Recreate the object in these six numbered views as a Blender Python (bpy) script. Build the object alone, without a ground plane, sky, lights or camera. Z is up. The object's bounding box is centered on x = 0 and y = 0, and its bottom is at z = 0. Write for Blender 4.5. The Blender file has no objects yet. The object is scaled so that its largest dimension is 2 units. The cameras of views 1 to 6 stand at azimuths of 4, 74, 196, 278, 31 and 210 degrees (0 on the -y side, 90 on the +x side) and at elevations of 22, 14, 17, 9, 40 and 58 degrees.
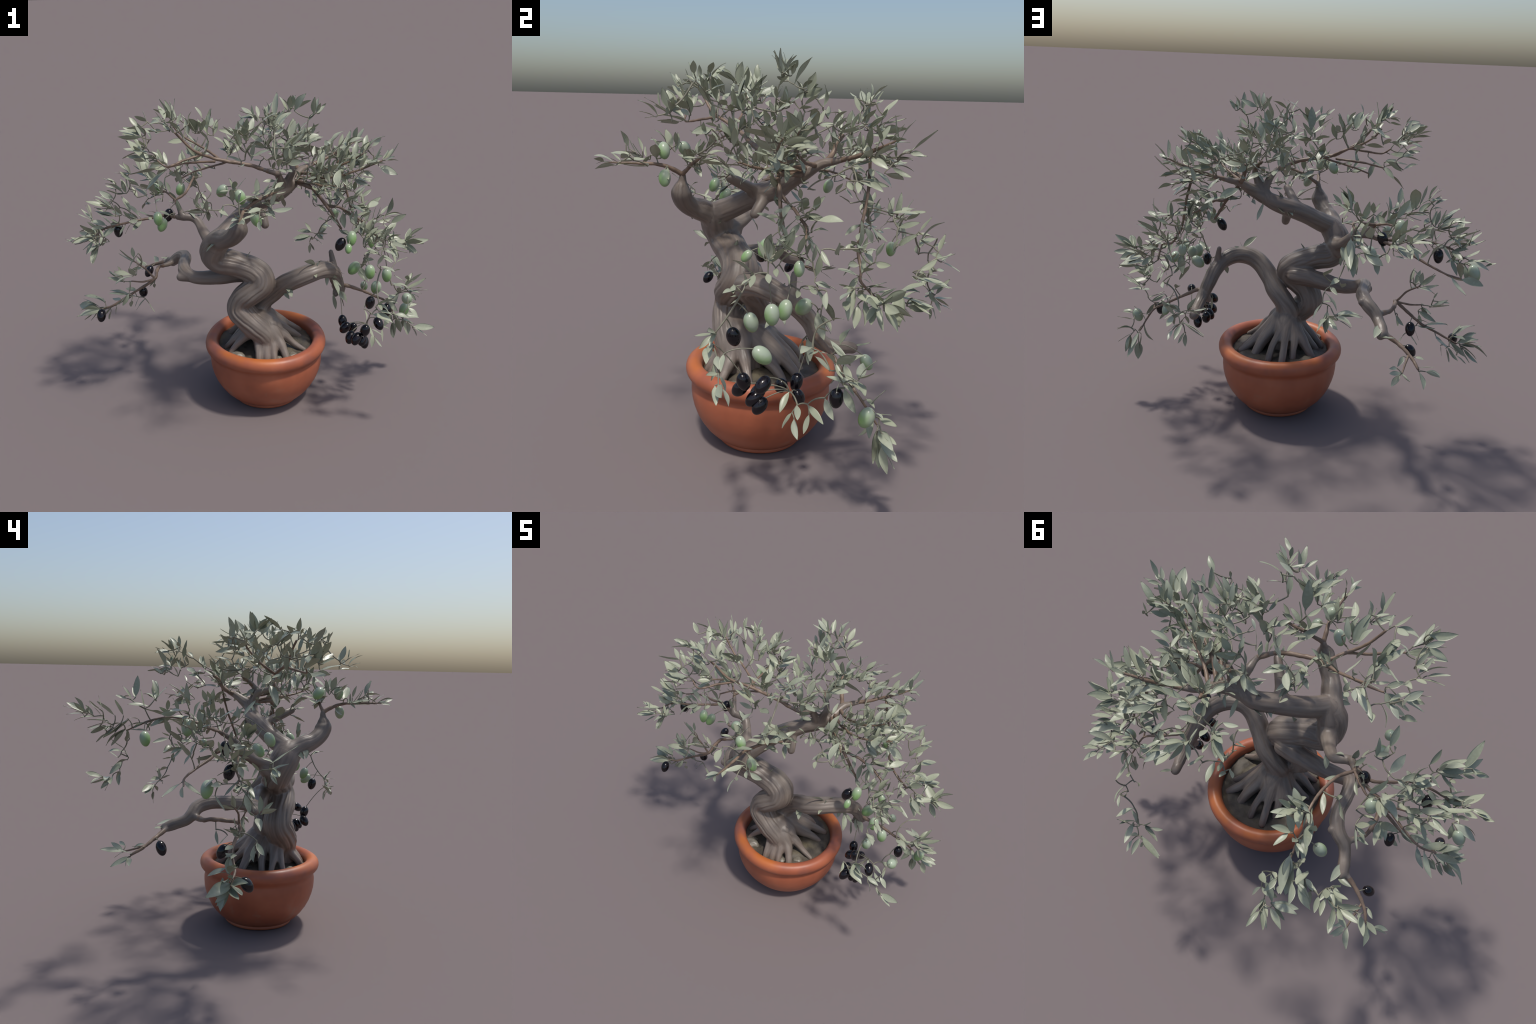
"""A potted, twisted old olive bonsai: terracotta bowl, fluted trunk with buried roots,
two heavy limbs, a forked crown, thin twigs with grey-green lance leaves and ripening olives.
Built from spines (control points with radii), a lathe profile and growth rules."""
import bpy, bmesh, math, random
import numpy as np
from mathutils import Vector, Matrix, kdtree, noise

SEED = 11
rnd = random.Random(SEED)
rng = np.random.default_rng(SEED)
scene_col = bpy.context.scene.collection


# ------------------------------------------------------------------ small helpers
def new_object(name, mesh, parent=None, mats=()):
    ob = bpy.data.objects.new(name, mesh)
    scene_col.objects.link(ob)
    if parent is not None:
        ob.parent = parent
    for m in mats:
        if m.name not in [x.name for x in mesh.materials if x]:
            mesh.materials.append(m)
    return ob


def mesh_from(name, verts, faces, smooth=True):
    me = bpy.data.meshes.new(name)
    me.from_pydata([tuple(v) for v in verts], [], [tuple(f) for f in faces])
    me.update()
    if smooth:
        me.polygons.foreach_set("use_smooth", [True] * len(me.polygons))
    return me


def spline(ctrl, step):
    """Catmull-Rom through control rows (x, y, z, r), resampled to even steps."""
    c = np.array(ctrl, float)
    if len(c) == 2:
        c = np.array([c[0], (c[0] + c[1]) / 2, c[1]])
    p = np.vstack([2 * c[0] - c[1], c, 2 * c[-1] - c[-2]])
    out = []
    for i in range(1, len(p) - 2):
        a, b, d, e = p[i - 1], p[i], p[i + 1], p[i + 2]
        n = max(3, int(np.linalg.norm(d[:3] - b[:3]) / step * 2))
        for t in np.linspace(0, 1, n, endpoint=False):
            q = 0.5 * (2 * b + (d - a) * t + (2 * a - 5 * b + 4 * d - e) * t * t + (3 * b - a - 3 * d + e) * t ** 3)
            q[3] = b[3] + (d[3] - b[3]) * (3 * t * t - 2 * t ** 3)
            out.append(q)
    out.append(p[-2])
    out = np.array(out)
    s = np.r_[0, np.cumsum(np.linalg.norm(np.diff(out[:, :3], axis=0), axis=1))]
    n = max(3, int(round(s[-1] / step)) + 1)
    t = np.linspace(0, s[-1], n)
    return np.stack([np.interp(t, s, out[:, i]) for i in range(4)], 1)


def frames(pts):
    """Rotation-minimising frames, so that the grain runs along a bent limb without twisting."""
    tan = np.gradient(pts[:, :3], axis=0)
    tan /= np.linalg.norm(tan, axis=1)[:, None] + 1e-12
    ref = np.array([0, -1.0, 0.15]) if abs(tan[0][1]) < 0.9 else np.array([1.0, 0, 0])
    u = ref - tan[0] * (ref @ tan[0])
    u /= np.linalg.norm(u)
    us = [u]
    for i in range(1, len(pts)):
        u = us[-1] - tan[i] * (us[-1] @ tan[i])
        u /= np.linalg.norm(u) + 1e-12
        us.append(u)
    us = np.array(us)
    return tan, us, np.cross(tan, us)


def tube(pts, sides, verts, faces, squash=None, cap=True):
    """Sweep a round section along pts; rounded caps at both ends; appended to verts/faces."""
    tan, u, w = frames(pts)
    ang = np.linspace(0, 2 * math.pi, sides, endpoint=False)
    rows = []
    if cap:
        for k in (0.05, 0.5, 0.87):
            a = math.acos(k)
            rows.append((pts[0, :3] - tan[0] * pts[0, 3] * math.sin(a) * 0.9, u[0], w[0], pts[0, 3] * k))
    for i in range(len(pts)):
        rows.append((pts[i, :3], u[i], w[i], pts[i, 3]))
    if cap:
        for k in (0.87, 0.5, 0.05):
            a = math.acos(k)
            rows.append((pts[-1, :3] + tan[-1] * pts[-1, 3] * math.sin(a) * 0.9, u[-1], w[-1], pts[-1, 3] * k))
    base = len(verts)
    for c, uu, ww, r in rows:
        off = np.outer(np.cos(ang), uu) + np.outer(np.sin(ang), ww)
        if squash is not None:
            off = off * squash
        verts.extend(c + off * r)
    n = len(rows)
    for i in range(n - 1):
        for j in range(sides):
            k = (j + 1) % sides
            faces.append((base + i * sides + j, base + i * sides + k, base + (i + 1) * sides + k, base + (i + 1) * sides + j))
    faces.append(tuple(base + j for j in reversed(range(sides))))
    faces.append(tuple(base + (n - 1) * sides + j for j in range(sides)))


# ------------------------------------------------------------------ materials
class Nodes:
    def __init__(self, name):
        self.m = bpy.data.materials.new(name)
        self.m.use_nodes = True
        self.t = self.m.node_tree
        self.b = self.t.nodes["Principled BSDF"]
        self.out = self.t.nodes["Material Output"]

    def n(self, kind, **kw):
        x = self.t.nodes.new(kind)
        for k, v in kw.items():
            if k in x.inputs.keys():
                x.inputs[k].default_value = v
            else:
                setattr(x, k, v)
        return x

    def l(self, a, b):
        self.t.links.new(a, b)

    def coord(self, which="Object", scale=(1, 1, 1)):
        c = self.n("ShaderNodeTexCoord")
        mp = self.n("ShaderNodeMapping")
        mp.inputs["Scale"].default_value = scale
        self.l(c.outputs[which], mp.inputs["Vector"])
        return mp.outputs["Vector"]

    def noise(self, vec, scale, detail=4.0, rough=0.55, dist=0.0):
        x = self.n("ShaderNodeTexNoise")
        x.inputs["Scale"].default_value = scale
        x.inputs["Detail"].default_value = detail
        x.inputs["Roughness"].default_value = rough
        x.inputs["Distortion"].default_value = dist
        if vec is not None:
            self.l(vec, x.inputs["Vector"])
        return x.outputs["Fac"]

    def ramp(self, fac, stops):
        x = self.n("ShaderNodeValToRGB")
        e = x.color_ramp.elements
        while len(e) < len(stops):
            e.new(0.5)
        for el, (p, c) in zip(e, stops):
            el.position = p
            el.color = (*c, 1) if len(c) == 3 else c
        self.l(fac, x.inputs["Fac"])
        return x.outputs["Color"]

    def mix(self, fac, a, b, kind="MIX"):
        x = self.n("ShaderNodeMix", data_type="RGBA", blend_type=kind)
        for s, i in ((fac, 0), (a, 6), (b, 7)):
            if hasattr(s, "is_output"):
                self.l(s, x.inputs[i])
            elif i == 0:
                x.inputs[0].default_value = s
            else:
                x.inputs[i].default_value = (*s, 1)
        return x.outputs[2]

    def math(self, op, a, b=0.0):
        x = self.n("ShaderNodeMath", operation=op)
        for s, i in ((a, 0), (b, 1)):
            if hasattr(s, "is_output"):
                self.l(s, x.inputs[i])
            else:
                x.inputs[i].default_value = s
        return x.outputs[0]

    def bump(self, height, strength, distance):
        x = self.n("ShaderNodeBump")
        x.inputs["Strength"].default_value = strength
        x.inputs["Distance"].default_value = distance
        self.l(height, x.inputs["Height"])
        self.l(x.outputs["Normal"], self.b.inputs["Normal"])

    def done(self, color=None, rough=0.5, spec=0.5, **kw):
        if color is not None:
            if hasattr(color, "is_output"):
                self.l(color, self.b.inputs["Base Color"])
            else:
                self.b.inputs["Base Color"].default_value = (*color, 1)
        if hasattr(rough, "is_output"):
            self.l(rough, self.b.inputs["Roughness"])
        else:
            self.b.inputs["Roughness"].default_value = rough
        self.b.inputs["Specular IOR Level"].default_value = spec
        for k, v in kw.items():
            self.b.inputs[k].default_value = v
        return self.m


def bark_material():
    g = Nodes("weathered_bark")
    # grain coordinates: 'around' and 'along' run with the fibre of each limb
    a = g.n("ShaderNodeAttribute", attribute_name="around")
    s = g.n("ShaderNodeAttribute", attribute_name="along")
    c = g.n("ShaderNodeCombineXYZ")
    g.l(a.outputs["Fac"], c.inputs[0])
    g.l(s.outputs["Fac"], c.inputs[1])
    streak = g.noise(c.outputs[0], 26.0, 5.0, 0.6, 0.25)
    fine = g.noise(c.outputs[0], 85.0, 3.0, 0.6)
    obj = g.coord("Object")
    cloud = g.noise(obj, 7.0, 4.0, 0.55)
    speck = g.noise(obj, 60.0, 4.0, 0.6)
    base = g.ramp(streak, [(0.30, BARK_DARK), (0.50, BARK_MID), (0.72, BARK_PALE)])
    base = g.mix(g.math("MULTIPLY", g.math("SUBTRACT", cloud, 0.42), 1.6), base, BARK_WARM)
    base = g.mix(g.math("MULTIPLY", g.math("SUBTRACT", speck, 0.55), 1.5), base, BARK_GREY)
    h = g.math("ADD", g.math("MULTIPLY", streak, 0.7), g.math("MULTIPLY", fine, 0.3))
    g.bump(h, 0.35, 0.004)
    r = g.math("ADD", g.math("MULTIPLY", fine, 0.25), 0.30)
    return g.done(base, r, 0.5)


def twig_material(name, low, high, rough=0.45):
    g = Nodes(name)
    v = g.noise(g.coord("Object"), 22.0, 4.0, 0.6)
    col = g.ramp(v, [(0.35, low), (0.65, high)])
    g.bump(g.noise(g.coord("Object"), 160.0, 3.0), 0.25, 0.002)
    return g.done(col, rough, 0.45)


def leaf_material():
    g = Nodes("olive_leaf")
    tc = g.n("ShaderNodeTexCoord")
    sep = g.n("ShaderNodeSeparateXYZ")
    g.l(tc.outputs["Object"], sep.inputs[0])
    info = g.n("ShaderNodeObjectInfo")
    geo = g.n("ShaderNodeNewGeometry")
    rand_part = geo.outputs["Random Per Island"]
    pick = g.math("FRACT", g.math("ADD", info.outputs["Random"], rand_part))
    up = g.ramp(pick, [(0.0, LEAF_A), (0.45, LEAF_B), (0.8, LEAF_C), (1.0, LEAF_D)])
    blot = g.noise(tc.outputs["Object"], LEAF_BLOT, 3.0, 0.5)
    col = g.mix(g.math("MULTIPLY", g.math("SUBTRACT", blot, 0.45), 0.9), up, LEAF_PALE)
    g.bump(g.noise(tc.outputs["Object"], 30.0, 2.0), 0.05, 0.002)
    m = g.done(col, 0.38, 0.5)
    tr = g.n("ShaderNodeBsdfTranslucent")
    g.l(col, tr.inputs["Color"])
    mx = g.n("ShaderNodeMixShader")
    mx.inputs[0].default_value = 0.10
    g.l(g.b.outputs[0], mx.inputs[1])
    g.l(tr.outputs[0], mx.inputs[2])
    g.l(mx.outputs[0], g.out.inputs[0])
    return m


def black_olive_material():
    g = Nodes("black_olive_skin")
    v = g.noise(g.coord("Object"), 18.0, 3.0)
    col = g.ramp(v, [(0.40, (0.004, 0.004, 0.006)), (0.75, (0.012, 0.007, 0.010))])
    return g.done(col, 0.16, 0.5)


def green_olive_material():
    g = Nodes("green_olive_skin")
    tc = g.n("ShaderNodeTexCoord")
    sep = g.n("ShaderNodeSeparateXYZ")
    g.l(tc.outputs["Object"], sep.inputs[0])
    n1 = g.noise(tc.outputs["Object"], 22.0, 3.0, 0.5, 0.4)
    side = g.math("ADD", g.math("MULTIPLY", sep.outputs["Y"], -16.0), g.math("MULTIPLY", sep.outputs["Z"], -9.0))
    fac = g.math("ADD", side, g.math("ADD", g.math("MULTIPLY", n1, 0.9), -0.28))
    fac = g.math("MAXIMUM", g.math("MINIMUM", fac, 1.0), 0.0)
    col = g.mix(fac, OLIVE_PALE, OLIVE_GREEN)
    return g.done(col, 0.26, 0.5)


def pot_material():
    g = Nodes("terracotta")
    obj = g.coord("Object")
    n1 = g.noise(obj, 5.0, 5.0, 0.55)
    n2 = g.noise(obj, 9.0, 6.0, 0.6, 0.4)
    n3 = g.noise(obj, 45.0, 4.0, 0.6)
    col = g.ramp(n1, [(0.30, POT_DARK), (0.5, POT_MID), (0.7, POT_LIGHT)])
    pale = g.ramp(n2, [(0.55, (0, 0, 0)), (0.72, (1, 1, 1))])
    sep = g.n("ShaderNodeSeparateXYZ")
    g.l(g.coord("Object"), sep.inputs[0])
    z = sep.outputs["Z"]
    # lime bloom: a broken band around the lower belly
    band = g.math("MULTIPLY", g.math("MINIMUM", g.math("MULTIPLY", g.math("SUBTRACT", z, 0.03), 12.0), 1.0),
                  g.math("MAXIMUM", g.math("MINIMUM", g.math("MULTIPLY", g.math("SUBTRACT", 0.25, z), 8.0), 1.0), 0.0))
    lime = g.math("MULTIPLY", g.math("MULTIPLY", pale, g.math("MAXIMUM", band, 0.0)), 0.55)
    col = g.mix(lime, col, POT_LIME)
    # purplish and orange firing stains on the rim
    rimz = g.math("MAXIMUM", g.math("MINIMUM", g.math("MULTIPLY", g.math("SUBTRACT", z, 0.305), 30.0), 1.0), 0.0)
    st = g.noise(obj, 6.5, 3.0, 0.5, 0.3)
    plum = g.math("MULTIPLY", rimz, g.ramp(st, [(0.52, (0, 0, 0)), (0.66, (1, 1, 1))]))
    col = g.mix(g.math("MULTIPLY", plum, 0.55), col, POT_PLUM)
    inner = g.noise(g.coord("Object", (1.3, 1.3, 1.3)), 3.2, 2.0, 0.5)
    org = g.math("MULTIPLY", g.math("MAXIMUM", g.math("MINIMUM", g.math("MULTIPLY", g.math("SUBTRACT", z, 0.355), 40.0), 1.0), 0.0),
                 g.ramp(inner, [(0.42, (0, 0, 0)), (0.58, (1, 1, 1))]))
    col = g.mix(g.math("MULTIPLY", org, 0.7), col, POT_ORANGE)
    g.bump(g.math("ADD", g.math("MULTIPLY", n1, 0.6), g.math("MULTIPLY", n3, 0.25)), 0.25, 0.006)
    r = g.math("ADD", g.math("MULTIPLY", n2, 0.25), 0.32)
    return g.done(col, r, 0.5)


def soil_material():
    g = Nodes("packed_soil")
    obj = g.coord("Object")
    n1 = g.noise(obj, 9.0, 6.0, 0.6)
    n2 = g.noise(obj, 70.0, 5.0, 0.65)
    col = g.ramp(n1, [(0.30, SOIL_DARK), (0.52, SOIL_MID), (0.72, SOIL_OLIVE)])
    col = g.mix(g.math("MULTIPLY", g.math("SUBTRACT", n2, 0.5), 1.6), col, SOIL_DARK)
    g.bump(n2, 0.5, 0.004)
    return g.done(col, 0.55, 0.4)


def stone_material():
    g = Nodes("pale_stone")
    n1 = g.noise(g.coord("Object"), 26.0, 5.0, 0.6)
    col = g.ramp(n1, [(0.3, (0.12, 0.105, 0.08)), (0.7, (0.26, 0.235, 0.19))])
    g.bump(n1, 0.3, 0.004)
    return g.done(col, 0.4, 0.5)


BARK_DARK, BARK_MID, BARK_PALE = (0.115, 0.092, 0.076), (0.195, 0.160, 0.133), (0.27, 0.228, 0.19)
BARK_WARM, BARK_GREY = (0.20, 0.145, 0.112), (0.17, 0.155, 0.14)
LEAF_A, LEAF_B, LEAF_C, LEAF_D = (0.29, 0.315, 0.225), (0.36, 0.385, 0.275), (0.41, 0.435, 0.32), (0.32, 0.345, 0.27)
LEAF_PALE, LEAF_BLOT = (0.50, 0.52, 0.40), 9.0
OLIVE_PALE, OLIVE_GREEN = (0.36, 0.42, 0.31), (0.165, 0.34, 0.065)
POT_DARK, POT_MID, POT_LIGHT = (0.30, 0.085, 0.042), (0.38, 0.108, 0.052), (0.44, 0.135, 0.066)
POT_LIME, POT_PLUM, POT_ORANGE = (0.34, 0.22, 0.155), (0.22, 0.085, 0.068), (0.52, 0.145, 0.022)
SOIL_DARK, SOIL_MID, SOIL_OLIVE = (0.045, 0.038, 0.030), (0.095, 0.080, 0.060), (0.15, 0.125, 0.075)

M_BARK = bark_material()
M_TWIG = twig_material("brown_twig", (0.145, 0.10, 0.072), (0.25, 0.175, 0.125))
M_SHOOT = twig_material("green_shoot", (0.15, 0.145, 0.105), (0.24, 0.225, 0.165))
M_LEAF = leaf_material()
M_BLACK = black_olive_material()
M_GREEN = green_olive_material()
M_POT = pot_material()
M_SOIL = soil_material()
M_STONE = stone_material()

# ------------------------------------------------------------------ the thing
tree = bpy.data.objects.new("olive_bonsai", None)
scene_col.objects.link(tree)
tree["label"] = "twisted olive bonsai with black and green olives in terracotta bowl"
tree["category"] = "potted tree"

POT_X, POT_Y = 0.093, -0.094          # axis of the bowl
SOIL_Z = 0.350


# ------------------------------------------------------------------ bowl
def build_pot():
    # outer profile from the foot up, over the rolled rim, down the inside
    prof = [(0.0, 0.0), (0.165, 0.0), (0.187, 0.001), (0.193, 0.006), (0.1945, 0.012), (0.192, 0.018), (0.191, 0.022),
            (0.207, 0.029), (0.232, 0.049), (0.256, 0.075), (0.279, 0.109), (0.2955, 0.142), (0.307, 0.176),
            (0.314, 0.208), (0.3165, 0.238), (0.3165, 0.262), (0.3125, 0.280), (0.3115, 0.291), (0.316, 0.297)]
    cx, cz, rr, rz = 0.3035, 0.343, 0.0375, 0.041
    for k in range(15):
        a = math.radians(-62 + k * (242 / 14))
        prof.append((cx + rr * math.cos(a), cz + rz * math.sin(a)))
    prof += [(0.266, 0.325), (0.264, 0.300), (0.255, 0.22), (0.0, 0.20)]
    seg = 128
    bm = bmesh.new()
    rings = []
    for r, z in prof:
        if r == 0:
            rings.append([bm.verts.new((0, 0, z))])
            continue
        ring = []
        for i in range(seg):
            a = 2 * math.pi * i / seg
            # a hand-thrown bowl: slightly out of round, with a soft dent in the rim
            w = 1 + 0.006 * math.sin(2 * a + 0.7) * (z / 0.34) + 0.004 * math.sin(5 * a + 9 * z)
            ring.append(bm.verts.new((r * w * math.cos(a), r * w * math.sin(a), z + (0.003 * math.sin(3 * a + 1) if z > 0.29 else 0))))
        rings.append(ring)
    for p, q in zip(rings[:-1], rings[1:]):
        for i in range(seg):
            j = (i + 1) % seg
            if len(p) == 1:
                bm.faces.new((p[0], q[j], q[i]))
            elif len(q) == 1:
                bm.faces.new((p[i], p[j], q[0]))
            else:
                bm.faces.new((p[i], p[j], q[j], q[i]))
    me = bpy.data.meshes.new("pot")
    bm.to_mesh(me)
    bm.free()
    me.polygons.foreach_set("use_smooth", [True] * len(me.polygons))
    ob = new_object("pot", me, tree, [M_POT])
    ob.location = (POT_X, POT_Y, 0)


def build_soil():
    bm = bmesh.new()
    R, nr, na = 0.272, 34, 120
    rings = [[bm.verts.new((0, 0, 0.02))]]
    for i in range(1, nr + 1):
        r = R * i / nr
        ring = []
        for j in range(na):
            a = 2 * math.pi * j / na
            x, y = r * math.cos(a), r * math.sin(a)
            h = 0.016 * noise.noise(Vector((x * 9, y * 9, 1.3))) + 0.006 * noise.noise(Vector((x * 28, y * 28, 4.1)))
            h += 0.004 * noise.noise(Vector((x * 70, y * 70, 7.7))) - 0.022 * (r / R) ** 3 + 0.018 * (1 - r / R)
            ring.append(bm.verts.new((x, y, h)))
        rings.append(ring)
    for p, q in zip(rings[:-1], rings[1:]):
        for i in range(na):
            j = (i + 1) % na
            if len(p) == 1:
                bm.faces.new((p[0], q[i], q[j]))
            else:
                bm.faces.new((p[i], q[i], q[j], p[j]))
    low = [bm.verts.new((v.co.x * 0.97, v.co.y * 0.97, -0.10)) for v in rings[-1]]
    for i in range(na):
        j = (i + 1) % na
        bm.faces.new((rings[-1][i], low[i], low[j], rings[-1][j]))
    bm.faces.new(list(reversed(low)))
    me = bpy.data.meshes.new("soil")
    bm.to_mesh(me)
    bm.free()
    me.polygons.foreach_set("use_smooth", [True] * len(me.polygons))
    ob = new_object("soil", me, tree, [M_SOIL])
    ob.location = (POT_X, POT_Y, SOIL_Z)


def build_stones():
    # a few half-buried stones between the roots
    for x, y, z, r in ((0.175, -0.312, 0.345, 0.022), (-0.060, -0.285, 0.335, 0.045), (0.250, -0.250, 0.330, 0.030)):
        bm = bmesh.new()
        bmesh.ops.create_icosphere(bm, subdivisions=4, radius=1)
        for v in bm.verts:
            p = v.co.copy()
            v.co = p * (1 + 0.28 * noise.noise(p * 1.3 + Vector((x * 40, y * 40, 0))) + 0.08 * noise.noise(p * 4))
            v.co.z *= 0.6
            v.co *= r
        me = bpy.data.meshes.new("stone")
        bm.to_mesh(me)
        bm.free()
        me.polygons.foreach_set("use_smooth", [True] * len(me.polygons))
        new_object("stone", me, tree, [M_STONE]).location = (x, y, z)


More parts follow.
